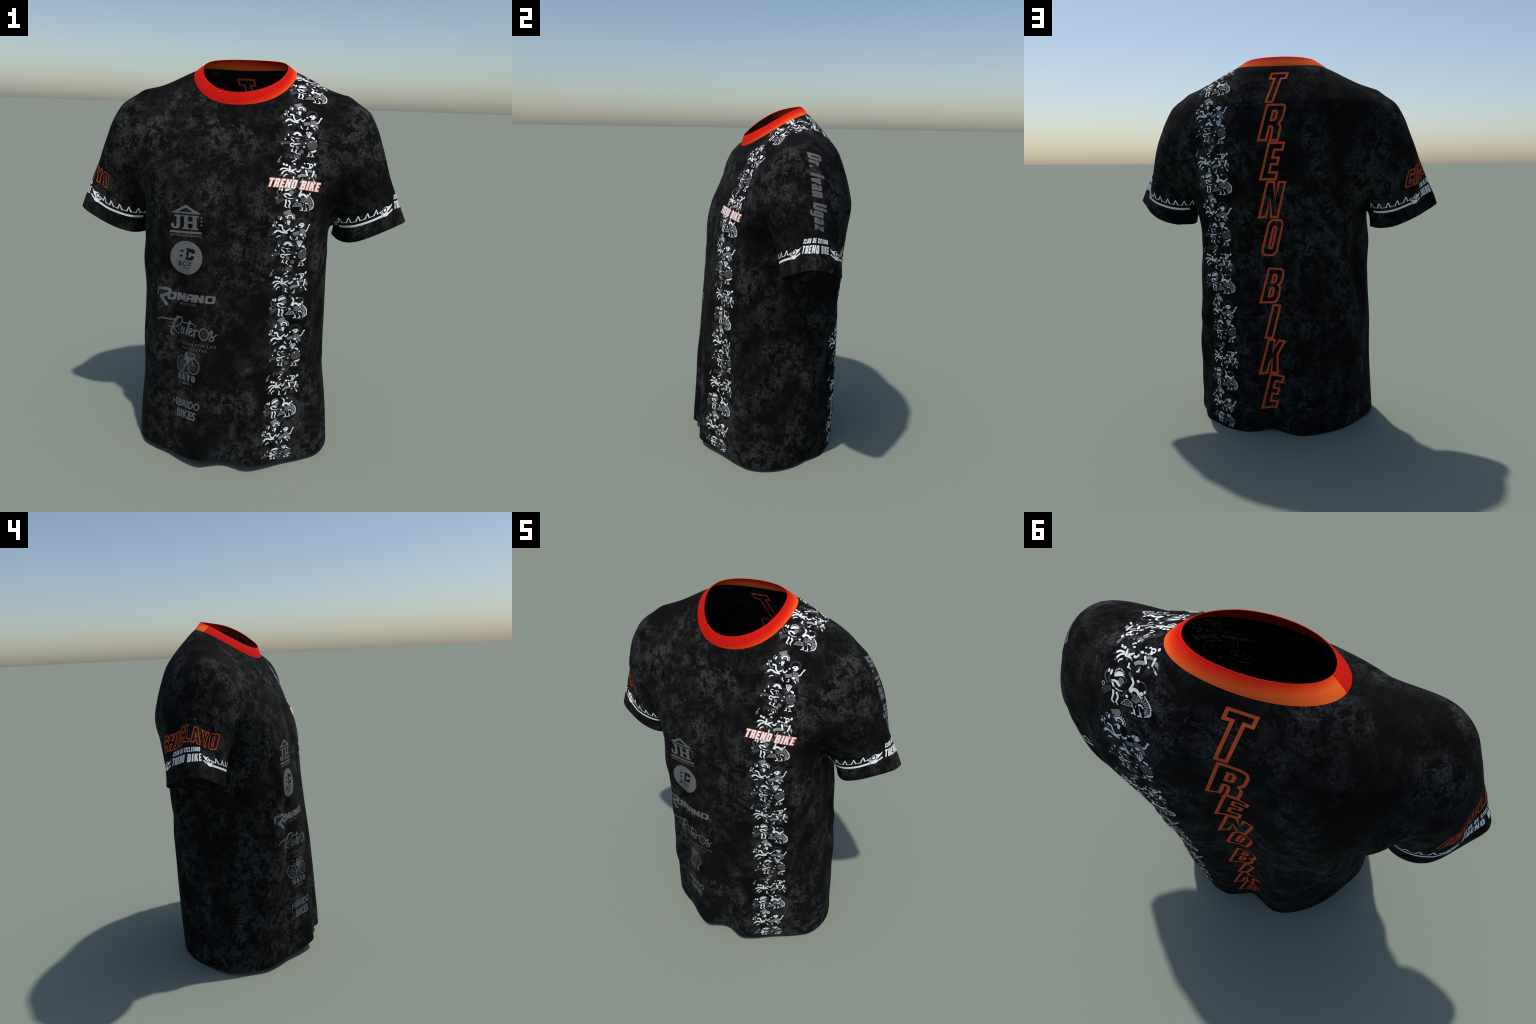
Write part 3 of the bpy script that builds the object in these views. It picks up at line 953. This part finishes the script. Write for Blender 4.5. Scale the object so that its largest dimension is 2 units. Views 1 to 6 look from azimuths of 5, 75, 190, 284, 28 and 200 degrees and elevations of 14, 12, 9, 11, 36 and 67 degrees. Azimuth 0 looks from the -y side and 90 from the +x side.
def racing_logo():
    a = Art().ink_is("logo")
    a.stroke([(-.178, -.006), (-.171, .031)], .012, .015)
    a.stroke([(-.175, .030), (-.110, .032), (-.092, .024)], .013, .018)
    a.stroke([(-.095, .029), (-.100, .010), (-.150, -.010)], .016, .016)
    a.stroke([(-.160, -.006), (-.143, -.014), (-.116, -.045)], .022, .018)
    a.blob(-.117, -.044, .010)
    x = -.112
    for c, w in (("O", .056), ("M", .062), ("A", .050), ("N", .058), ("O", .060)):
        if c == "O":
            sh = lambda l: [(x + u + .18 * v, v - .020) for u, v in l]
            a.fill(sh(rounded(box(0, 0, w - .010, .038), .010)), [sh(rounded(box(.014, .010, w - .024, .028), .004))])
        elif c == "A":
            sh = lambda l: [(x + u + .18 * v, v - .020) for u, v in l]
            a.fill(sh([(0, 0), (.014, 0), (.014, .011), (.030, .011), (.030, 0), (.044, 0), (.044, .038), (.006, .038), (0, .030)]), [sh(box(.014, .020, .030, .028))])
        else:
            a.letters(c, x, -.020, w - .004, .038, slant=.12)
        x += w - .004
    a.ink_is("soft").type("BIKE STORE", -.038, -.038, .096, .010, bold=-.01)
    return a
front_print("sponsor_logo", racing_logo().scaled(.95), -.205, .870)

def script_logo():
    a = Art().ink_is("soft")
    a.curve([(-.190, .022), (-.180, .036), (-.150, .042), (-.112, .038), (-.080, .045), (-.062, .056), (-.058, .062), (-.070, .060), (-.078, .050)], .009, .005)
    a.curve([(-.066, .052), (-.092, .020), (-.108, -.010), (-.112, -.032), (-.098, -.040)], .010, .010)
    a.curve([(-.092, .030), (-.058, .055), (-.036, .060), (-.032, .044), (-.052, .020), (-.086, .002), (-.128, .000)], .010, .005)
    a.curve([(-.102, .002), (-.088, -.014), (-.072, -.026), (-.058, -.028)], .010, .006)
    a.curve([(-.032, .046), (-.026, .038), (.000, .038), (.030, .038), (.046, .030), (.050, .018)], .006, .005)
    a.curve([(-.030, .018), (-.042, -.010), (-.038, -.020), (-.026, -.012), (-.016, .010)], .009, .007)
    a.curve([(-.016, .014), (-.024, -.010), (-.016, -.018)], .009, .006)
    a.curve([(.020, .052), (.006, .014), (-.004, -.012), (.004, -.022)], .010, .007)
    a.curve([(.004, -.010), (.026, -.002), (.030, .010), (.020, .012), (.012, -.008), (.020, -.024), (.036, -.014)], .008, .006)
    a.curve([(.040, .010), (.044, -.004), (.040, -.030)], .009, .008)
    a.curve([(.042, -.006), (.052, .008), (.066, .006)], .007, .009)
    a.ring(.097, -.007, .026, .028, .006)
    for k in range(10):
        t = k * math.pi / 5
        a.stroke([(.097 + .006 * math.cos(t), -.007 + .006 * math.sin(t)), (.097 + .022 * math.cos(t), -.007 + .024 * math.sin(t))], .0014)
    a.curve([(.128, .000), (.138, .014), (.142, .004), (.136, -.010), (.150, -.022), (.144, -.036), (.130, -.034), (.132, -.022), (.150, -.012), (.166, -.004)], .008, .005)
    a.type("PASIÓN POR LAS", -.062, -.072, .226, .016, bold=-.005)
    a.type("BICICLETAS", -.030, -.096, .150, .0125, bold=-.005)
    return a
front_print("sponsor_logo", script_logo().scaled(.90), -.198, .708)

def bicycle_logo():
    a = Art().ink_is("soft")
    for cx, cy in ((-.052, .000), (.050, .002)):
        a.ring(cx, cy, .036, .038, .0055, n=34)
        for k in range(12):
            t = k * math.pi / 6 + .2
            a.stroke([(cx + .008 * math.cos(t), cy + .008 * math.sin(t)), (cx + .031 * math.cos(t), cy + .033 * math.sin(t))], .0017)
    a.stroke([(-.052, 0), (-.016, -.004), (-.034, .044), (-.052, 0)], .0045)
    a.stroke([(-.037, .062), (-.034, .044), (-.016, .044)], .004)
    a.stroke([(-.046, .066), (-.026, .064)], .006)
    a.stroke([(-.014, -.008), (.034, .042)], .0045)
    a.stroke([(.050, .002), (.030, .052), (.020, .056)], .005)
    a.curve([(.022, .064), (.046, .064), (.056, .056), (.050, .046), (.038, .046)], .005)
    a.fill([(-.004, .070), (.016, .070), (.008, .050), (.028, .046), (-.016, -.026), (.000, .024), (-.022, .026)])
    a.letters("RAYO", -.066, -.078, .130, .031, gap=.16)
    a.type("BIKE", -.024, -.098, .048, .0115, bold=.012)
    a.stroke([(-.044, -.090), (-.034, -.092)], .003)
    a.stroke([(.034, -.094), (.046, -.094)], .003)
    a.type("TALLER", -.036, -.044, .062, .010, bold=.005)
    return a
front_print("sponsor_logo", bicycle_logo().scaled(.85), -.198, .530)

def brush_logo():
    a = Art().ink_is("soft")
    for k, c in enumerate("TALLER"):
        u = -.070 + k * .026
        a.type(c, u, .083 + .020 * (1 - ((k - 2.2) / 3) ** 2), .006, .012, bold=-.02)
    a.ink_is("logo").type("HÍBRIDO", -.097, .002, .188, .050, slant=.10, bold=.03)
    a.type("BIKES", -.066, -.056, .134, .046, slant=.10, bold=.034)
    return a
front_print("sponsor_logo", brush_logo().scaled(.91), -.196, .306)

# ------------------------------------------------------------------ stripe of small paired figures (plain stand-ins: dancers, birds, crab)
def figure_art(strokes_for, ox, oy, sx, sy):
    a = Art()
    X = lambda x: (x - ox) * sx
    Y = lambda y: (oy - y) * sy
    q = lambda pts: [(X(x), Y(y)) for x, y in pts]
    thin = lambda: sx * (.80 if a.color == "white" else 1.0)
    class Pen:
        ink = staticmethod(lambda c, l=0: a.ink_is(c, l))
        line = staticmethod(lambda pts, w0, w1=None: a.curve(q(pts), w0 * thin(), None if w1 is None else w1 * thin(), n=4) if len(pts) > 2 else a.stroke(q(pts), w0 * thin(), None if w1 is None else w1 * thin()))
        fill = staticmethod(lambda pts: a.fill(q(pts)))
        blob = staticmethod(lambda x, y, rx, ry=None, rot=0, a0=0, a1=360, n=12: a.blob(X(x), Y(y), rx * sx, (rx if ry is None else ry) * sy, -rot, a0, a1, n))
        ring = staticmethod(lambda x, y, r, w, a0=0, a1=360, n=16: a.ring(X(x), Y(y), r * sx, r * sy, w * sx, a0, a1, n))
        dots = staticmethod(lambda x, y, r, size, a0, a1, n: [a.blob(X(x) + r * sx * math.cos(math.radians(t)), Y(y) + r * sy * math.sin(math.radians(t)), size * sx, size * sy, n=6) for t in np.linspace(a0, a1, n)])
        rays = staticmethod(lambda x, y, r0, r1, w, a0, a1, n: [a.stroke([(X(x) + r0 * sx * math.cos(math.radians(t)), Y(y) + r0 * sy * math.sin(math.radians(t))), (X(x) + r1 * sx * math.cos(math.radians(t)), Y(y) + r1 * sy * math.sin(math.radians(t)))], w * sx) for t in np.linspace(a0, a1, n)])
    strokes_for(Pen)
    return a

def crowned_dancer_and_bird(p):
    p.ink("white")
    p.blob(400, 815, 72, 58, -22, 0, 180, 12)
    p.rays(400, 800, 62, 84, 9, 10, 200, 11)
    p.blob(270, 812, 18, 36, 8)
    p.blob(225, 806, 15, 24)
    p.fill([(290, 897), (345, 872), (405, 872), (455, 922), (420, 932), (365, 900), (310, 906)])
    p.fill([(300, 914), (335, 914), (372, 962), (405, 970), (330, 958)])
    p.line([(380, 968), (440, 975), (495, 964)], 20, 10)
    p.line([(352, 1000), (356, 1060), (342, 1130)], 44, 26)
    p.line([(335, 1132), (360, 1146), (385, 1158)], 26, 14)
    p.line([(402, 1010), (432, 1062), (412, 1125)], 42, 26)
    p.line([(404, 1128), (426, 1148), (440, 1168)], 26, 12)
    p.ink("pale")
    p.ring(450, 862, 40, 10, 0, 300)
    p.rays(450, 862, 8, 34, 8, 0, 320, 8)
    p.ring(182, 982, 22, 12)
    p.ink("mid")
    p.line([(205, 815), (180, 855), (200, 912), (255, 955)], 22)
    p.line([(245, 862), (262, 905), (292, 930)], 18)
    for k in range(4):
        p.line([(168 + 14 * k, 1050 + 16 * k), (290 + 12 * k, 968 + 12 * k)], 11)
    p.dots(195, 1085, 30, 7, 0, 300, 6)
    p.line([(430, 992), (482, 1032), (520, 985), (552, 935)], 12)
    p.ring(495, 830, 32, 10, -60, 120)
    # long-necked bird
    p.ink("white")
    p.line([(592, 758), (628, 808), (612, 860), (585, 918)], 36, 34)
    p.ring(668, 938, 62, 40, 20, 178, 14)
    p.line([(712, 892), (742, 930), (768, 945)], 38, 20)
    p.blob(762, 892, 24, 24)
    p.blob(802, 858, 16, 24, 20)
    p.blob(690, 764, 20, 16)
    p.blob(560, 1000, 22, 20)
    p.line([(672, 1128), (682, 1172)], 30, 24)
    p.line([(638, 1196), (668, 1180), (704, 1190)], 22, 16)
    p.line([(760, 1135), (768, 1168)], 30, 24)
    p.line([(728, 1198), (756, 1182), (788, 1188)], 22, 16)
    p.line([(728, 1052), (768, 1036), (800, 1070)], 30, 18)
    p.line([(805, 905), (862, 965), (898, 1062), (892, 1130), (815, 1172)], 14)
    p.dots(790, 1050, 112, 9, -48, 52, 9)
    p.ink("pale")
    p.rays(760, 1062, 60, 142, 11, 20, 158, 10)
    p.rays(800, 1090, 20, 84, 10, -60, 40, 6)
    p.line([(640, 1060), (660, 1110), (672, 1130)], 12)
    p.line([(700, 1060), (690, 1100)], 10)
    p.line([(740, 1080), (752, 1136)], 12)
    p.line([(482, 1128), (562, 1042), (652, 1066)], 12)
    p.line([(482, 1128), (560, 1118), (655, 1102)], 10)
    for k in range(5):
        p.line([(530 + 26 * k, 1076 - 8 * k), (540 + 26 * k, 1120 - 4 * k)], 10)
    p.ink("mid")
    p.line([(535, 712), (560, 735), (592, 758)], 40, 36)
    p.line([(705, 758), (775, 758), (818, 806), (815, 850)], 14)
    p.blob(665, 955, 42, 24)

def runner_and_long_haired_dancer(p):
    p.ink("white")
    p.ring(632, 458, 56, 28, -25, 205, 18)
    p.dots(632, 455, 92, 11, -15, 165, 9)
    p.fill([(572, 515), (642, 520), (638, 560), (622, 578), (632, 604), (590, 612)])
    p.blob(452, 478, 18, 42, 18)
    p.dots(440, 470, 38, 7, 110, 220, 4)
    p.line([(410, 628), (480, 636), (502, 708), (545, 762)], 46, 34)
    p.line([(338, 806), (392, 752), (470, 758)], 50, 42)
    p.line([(462, 772), (530, 786), (602, 792)], 46, 34)
    p.line([(545, 772), (592, 738), (650, 686)], 48, 22)
    p.line([(650, 722), (688, 742), (730, 688)], 42, 30)
    p.line([(394, 905), (418, 872), (470, 858)], 18, 28)
    p.line([(658, 858), (670, 900), (706, 934)], 34, 14)
    p.blob(312, 642, 22, 24)
    p.blob(372, 572, 14, 24)
    p.blob(548, 440, 12)
    p.blob(548, 572, 13)
    p.ink("pale")
    p.line([(345, 545), (316, 572), (352, 622), (368, 682), (440, 692)], 16)
    for k in range(5):
        p.line([(482 + 8 * k, 352 + 11 * k), (618 + 8 * k, 280 + 11 * k)], 8)
    p.ring(628, 470, 22, 12, 0, 260)
    p.ink("mid")
    p.line([(298, 862), (322, 826), (350, 812)], 26)
    p.line([(505, 825), (545, 862)], 24)
    p.ink("dim")
    p.blob(585, 650, 66, 44)
    p.line([(480, 400), (530, 470), (540, 560)], 60)
    # long-haired dancer
    p.ink("dim")
    p.ring(872, 560, 96, 46, -25, 200, 20)
    p.ink("white", 1)
    p.fill([(808, 602), (846, 566), (916, 556), (936, 600), (926, 640), (896, 666), (836, 668), (858, 648), (874, 632), (818, 622)])
    p.line([(962, 742), (1004, 732), (1030, 672), (1054, 612)], 36, 24)
    p.blob(1062, 606, 20, 18)
    p.blob(886, 818, 36, 30)
    p.line([(795, 858), (800, 900)], 28, 24)
    p.line([(766, 930), (788, 912), (816, 914)], 22, 14)
    p.line([(915, 865), (955, 918)], 30, 20)
    p.blob(768, 640, 22, 18)
    p.ink("black", 2)
    p.blob(868, 590, 14, 12)
    p.ink("pale", 1)
    p.blob(936, 606, 16, 22)
    for k in range(7):
        p.line([(846 + 17 * k, 688), (862 + 13 * k, 778)], 8)
    for k in range(4):
        p.line([(700 + 8 * k, 784 + 18 * k), (832 + 4 * k, 738 + 20 * k)], 12)
        p.line([(912 + 20 * k, 772 - 6 * k), (965 + 14 * k, 862 + 8 * k)], 11)
    p.ink("mid", 1)
    p.line([(842, 790), (848, 850)], 14)
    p.line([(880, 860), (905, 890)], 16)

def masked_dancer_and_shell_bird(p):
    p.ink("white")
    p.ring(556, 1106, 56, 36, 15, 178, 14)
    p.rays(556, 1104, 74, 92, 9, 20, 175, 10)
    p.blob(620, 1112, 42, 24, 0, 0, 180, 10)
    p.blob(381, 1116, 14, 30)
    p.blob(322, 1226, 17)
    p.line([(432, 1172), (462, 1162), (495, 1166)], 10, 16)
    p.line([(436, 1202), (488, 1248), (512, 1276)], 30, 20)
    p.line([(520, 1186), (568, 1166), (606, 1180)], 18, 12)
    p.line([(522, 1312), (575, 1306), (630, 1298)], 30, 18)
    p.ring(470, 1340, 36, 22, 30, 330)
    p.line([(500, 1325), (560, 1318)], 26)
    p.line([(478, 1436), (472, 1472)], 32, 28)
    p.line([(450, 1482), (480, 1486), (508, 1502)], 26, 14)
    p.line([(562, 1440), (552, 1490)], 34, 28)
    p.line([(532, 1496), (560, 1512), (584, 1538)], 26, 12)
    p.blob(708, 1356, 20, 18)
    p.blob(262, 1346, 13)
    p.blob(735, 1268, 13, 20)
    p.ink("pale")
    p.ring(588, 1200, 30, 12, 40, 300)
    p.line([(560, 1225), (600, 1240)], 18)
    for k in range(3):
        p.line([(540 + 22 * k, 1350 + 4 * k), (562 + 20 * k, 1418 + 4 * k)], 12)
    p.line([(480, 1370), (500, 1420)], 16)
    p.dots(668, 1470, 34, 9, 0, 320, 8)
    p.ink("mid")
    p.line([(305, 1210), (345, 1130), (350, 1060), (385, 1036), (420, 1062)], 12)
    for k in range(3):
        p.line([(252, 1292 + 22 * k), (330, 1290 + 20 * k), (415, 1275 + 20 * k)], 13)
    p.blob(672, 1470, 28)
    p.ring(710, 1115, 26, 14, -60, 200)
    p.ink("dim")
    p.line([(540, 1265), (640, 1250), (720, 1300)], 60)
    # shell-backed bird
    p.ink("white", 1)
    for x, y in ((732, 1000), (764, 990), (798, 988), (828, 990), (852, 1008)):
        p.line([(x, y), (x + (795 - x) * .35 - 4, y + 62), (795 + (x - 795) * .12, 1136)], 18, 10)
    p.blob(872, 1150, 46, 46, 28, 0, 180, 12)
    p.line([(838, 1212), (842, 1250)], 18, 12)
    p.blob(942, 1196, 12, 18)
    p.fill([(838, 1442), (900, 1422), (966, 1382), (958, 1424), (932, 1448), (880, 1462)])
    p.line([(822, 1500), (816, 1538)], 28, 22)
    p.line([(786, 1562), (810, 1548), (838, 1552)], 22, 14)
    p.line([(892, 1500), (896, 1536)], 28, 22)
    p.line([(866, 1560), (900, 1546), (932, 1552)], 22, 14)
    p.ink("pale", 1)
    for k in range(4):
        p.line([(806 + 26 * k, 1456 + 4 * (k % 2)), (812 + 26 * k, 1504)], 11)
    for r in range(7):
        for c in range(7):
            x, y = 795 + 26 * c, 1232 + 28 * r - 7 * c
            if ((x - 870) / 92) ** 2 + ((y - 1300) / 112) ** 2 < 1:
                p.blob(x, y, 7 if r else 9, n=6)
    p.ink("mid")
    p.ring(872, 1300, 98, 10, 0, 360, 24)
    p.blob(770, 1170, 30, 22)
    p.ink("dim")
    p.blob(872, 1300, 96, 108, n=20)

def leaping_dancer_and_crab(p):
    p.ink("white")
    p.blob(510, 228, 16, 24)
    p.line([(440, 302), (470, 268), (500, 270)], 24, 18)
    p.blob(492, 332, 24, 16)
    p.blob(292, 358, 26, 22, 40)
    p.blob(346, 372, 26, 24)
    p.line([(232, 478), (292, 442), (380, 452)], 40, 26)
    p.line([(262, 562), (312, 498), (388, 470)], 40, 22)
    p.line([(308, 628), (316, 588), (370, 556)], 20, 26)
    p.line([(405, 382), (408, 440), (404, 512)], 46, 44)
    p.line([(440, 468), (486, 458), (532, 426)], 42, 26)
    p.line([(536, 470), (576, 482), (618, 428)], 38, 30)
    p.line([(428, 492), (470, 502), (506, 520)], 40, 22)
    p.line([(492, 590), (490, 648)], 34, 28)
    p.line([(470, 660), (500, 662), (532, 682)], 26, 12)
    p.ink("pale")
    p.ring(512, 205, 40, 14, -30, 200)
    p.line([(242, 196), (206, 250), (176, 300), (184, 326), (212, 306), (206, 268)], 12)
    p.blob(558, 124, 36, 28, 20)
    p.line([(506, 520), (528, 552)], 18)
    p.blob(414, 208, 14)
    p.ink("mid")
    p.blob(440, 545, 22)
    for k in range(3):
        p.line([(178 + 18 * k, 510 - 8 * k), (232 + 6 * k, 478 + 6 * k)], 10)
        p.line([(215 + 18 * k, 606 + 4 * k), (262 + 10 * k, 566 + 4 * k)], 10)
    p.ink("dim")
    p.line([(310, 230), (350, 170), (440, 180)], 60)
    p.blob(470, 395, 62, 42)
    p.ring(510, 205, 74, 26, -30, 200)
    # crab
    p.ink("white")
    p.blob(680, 300, 15)
    p.line([(728, 300), (752, 284), (772, 300)], 26, 18)
    p.ring(806, 324, 30, 20)
    p.blob(790, 372, 26, 24)
    p.blob(878, 288, 20, 30, 20)
    p.blob(650, 386, 32, 22)
    p.blob(708, 390, 14)
    p.line([(708, 430), (734, 500), (748, 548)], 44, 36)
    p.line([(872, 420), (858, 490), (836, 560)], 44, 30)
    p.line([(736, 392), (770, 402)], 16)
    p.blob(790, 584, 17, 15)
    p.line([(658, 640), (652, 676)], 28, 24)
    p.line([(618, 696), (640, 684), (664, 690)], 22, 14)
    p.line([(882, 618), (910, 662)], 32, 22)
    p.ink("pale")
    p.rays(790, 470, 14, 62, 11, 20, 160, 7)
    for k in range(5):
        p.line([(560 + 6 * k, 574 + 9 * k), (628 + 2 * k, 526 + 12 * k), (728, 516 + 12 * k)], 9)
        p.line([(866 + 4 * k, 488 + 14 * k), (905, 486 + 14 * k), (925, 508 + 18 * k)], 9)
    p.line([(858, 570), (882, 618)], 16)
    p.line([(668, 600), (660, 640)], 14)
    p.ink("dim")
    p.blob(790, 530, 40, 44)
    p.blob(790, 645, 54, 42)
    p.line([(630, 430), (660, 500)], 60)

PAIRS = [
    figure_art(crowned_dancer_and_bird, 530, 950, .000248, .000234),
    figure_art(runner_and_long_haired_dancer, 690, 610, .000233, .000213),
    figure_art(masked_dancer_and_shell_bird, 615, 1275, .000233, .000213),
    figure_art(leaping_dancer_and_crab, 545, 410, .000248, .000234),
]
PAIRS.append(figure_art(masked_dancer_and_shell_bird, 615, 1275, .000233, .000116))      # the last row is cut short by the hem
PAIRS.append(figure_art(leaping_dancer_and_crab, 545, 410, .000248, .000175))             # the row that the shoulder line cuts short
FRONT_ROWS = [(5, .335, 1.905), (0, .318, 1.838), (1, .303, 1.734), (2, .293, 1.612), (3, .289, 1.500), (0, .290, 1.369), (1, .284, 1.245), (2, .279, 1.112),
              (3, .280, .982), (0, .282, .848), (1, .280, .724), (2, .275, .596), (3, .270, .457), (0, .267, .326), (1, .264, .203), (4, .262, .082)]
BACK_ROWS = [(5, .338, 1.90), (0, .330, 1.836), (1, .329, 1.724), (2, .321, 1.605), (3, .313, 1.465), (0, .298, 1.345), (1, .298, 1.219), (2, .299, 1.083),
             (3, .300, .950), (0, .290, .819), (1, .282, .690), (2, .277, .559), (3, .276, .415), (0, .279, .285), (1, .284, .165), (4, .286, .048)]
for rows, y, right, parent in ((FRONT_ROWS, -1, (1, 0, -.012), FRONT), (BACK_ROWS, 1, (-1, 0, 0), BACK)):
    for k, x, z in rows:
        if z > 1.87:                                # the row that meets the shoulder line
            hint, y0 = (x, .072 if y < 0 else .182, 1.93), None
        else:
            hit = TREE.ray_cast(Vector((x, y * 1.0, z)), Vector((0, -y, 0)))
            hint = hit[0]
        print_object("figure_print", lay_flat(PAIRS[k], hint, right), parent)

# ------------------------------------------------------------------ sleeve prints: wrapped round the sleeve above the cuff
class SleeveWrap:
    def __init__(self, side, cuff):
        self.side, self.cx, self.cy = side, side * .66, .09
        ph = np.arctan2(side * (cuff[:, 1] - self.cy), side * (cuff[:, 0] - self.cx))
        o = np.argsort(ph)
        self.ph, self.cz = ph[o], cuff[o, 2]
        q = np.linspace(-2.75, 2.75, 111)
        P = np.array([self.at(f, .11)[0] for f in q])
        s = np.concatenate([[0], np.cumsum(np.linalg.norm(np.diff(P, axis=0), axis=1))])
        self.q, self.s = q, s - np.interp(0, q, s)

    def at(self, phi, h):
        z = float(np.interp(phi, self.ph, self.cz, period=2 * np.pi)) + h
        d = Vector((self.side * math.cos(phi), self.side * math.sin(phi), 0))
        c = Vector((self.cx, self.cy, z))
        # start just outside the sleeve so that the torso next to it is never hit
        hit = TREE.ray_cast(c, d, .4)
        if hit[0] is None:
            hit = TREE.find_nearest(c + d * .17)
        n = hit[1] if hit[1].dot(d) > 0 else -hit[1]
        return hit[0], n

    def arc(self, phi):
        return float(np.interp(phi, self.q, self.s))

    def spot(self, u, v):
        return self.at(float(np.interp(u, self.s, self.q)), v)

def serpent_border(a, start, end, sign, base=.083):
    """Snake's head facing the text, its body running round the sleeve with a toothed back."""
    k = lambda x, y: (start + sign * x, base + y)
    def head(pts):
        return [k((1132 - x) * .00033, (1000 - y) * .00030 - .008) for x, y in pts]
    a.ink_is("white")
    a.fill(head([(1128, 846), (1085, 868), (1045, 860), (1010, 848), (972, 852), (948, 878), (938, 920), (925, 960), (915, 992), (960, 990), (985, 1000),
                 (1012, 1004), (1040, 1000), (1052, 984), (1092, 972), (1128, 955), (1133, 940), (1112, 930), (1085, 946), (1058, 956), (1026, 952),
                 (1044, 934), (1082, 914), (1114, 882)]))
    a.stroke(head([(938, 936), (884, 884), (948, 884)]), .0042)
    a.ink_is("black", 1)
    a.blob(*head([(990, 896)])[0], .0140, .0125)
    a.stroke(head([(958, 918), (940, 950), (932, 990)]), .0030)
    a.ink_is("white", 2)
    a.blob(*head([(990, 896)])[0], .0082, .0074)
    a.ink_is("white")
    x0 = .068
    L = abs(end - start) - x0
    n = 44
    a.stroke([k(x0 + L * i / n, .002) for i in range(n + 1)], .0110)
    pitch = .047
    for i in range(int(L / pitch) + 1):
        x = x0 + .006 + i * pitch
        a.stroke([k(x - .004, .0235), k(x + .020, .0225)], .0028)
        a.stroke([k(x + .018, .0215), k(x + .029, .0480)], .0066, .0042)
        a.stroke([k(x + .029, .0480), k(x + .041, .0220)], .0036, .0078)
        a.stroke([k(x + .038, .0230), k(x + .047, .0230)], .0028)

def sleeve_print(name, wrap, art, parent, longest=.010):
    return print_object(name, (art.mesh(longest), wrap.spot), parent)

for side, cuff, parent in ((1, CUFF_PLUS, SLEEVE_PLUS), (-1, CUFF_MINUS, SLEEVE_MINUS)):
    w = SleeveWrap(side, cuff)
    lo, hi = ((-.74, .40) if side > 0 else (-.66, .68))
    u0, u1 = w.arc(lo), w.arc(hi)
    a = Art().ink_is("white")
    a.letters("TRENO BIKE", u0, .089, u1 - u0, .036, slant=.14, gap=.16)
    a.letters("CLUB DE CICLISMO", u0 + .004, .135, (u1 - u0) * .97, .0215, slant=.18, gap=.16)
    # the lines of text arch less than the cuff below them
    def flatten(u, v):
        t = min(max((u - u0) / (u1 - u0), 0), 1)
        z = lambda q: float(np.interp(np.interp(q, w.s, w.q), w.ph, w.cz, period=2 * np.pi))
        return u, v - .62 * (z(min(max(u, u0), u1)) - (z(u0) * (1 - t) + z(u1) * t))
    a.v = [flatten(*q) for q in Art.mesh_fine(a, .012)]
    sleeve_print("sleeve_lettering", w, a, parent)
    a = Art()
    serpent_border(a, u0 - .007, w.arc(-2.52), -1)
    sleeve_print("serpent_border", w, a, parent)
    a = Art()
    serpent_border(a, u1 + .006, w.arc(2.52), 1)
    sleeve_print("serpent_border", w, a, parent)
    if side < 0:
        a = Art().ink_is("orange")
        c0, c1 = w.arc(-1.50), w.arc(1.55)
        a.letters("CHICLAYO", c0, 0, c1 - c0, .082, slant=.26, gap=.12, outline=.0052)
        mid, half = (c0 + c1) / 2, (c1 - c0) / 2
        a.v = [(x, y + .163 + .018 * ((x - mid) / half) ** 2) for x, y in a.v]
        sleeve_print("sleeve_lettering", w, a, parent)

a = Art().ink_is("name")
a.letters("Dr. Ivan Ugaz", -.200, -.022, .400, .072, slant=.24, gap=.085)
print_object("sleeve_lettering", lay_flat(a, TREE.ray_cast(Vector((1, .075, 1.585)), Vector((-1, 0, 0)))[0], (.25, 0, -1)), SLEEVE_PLUS)
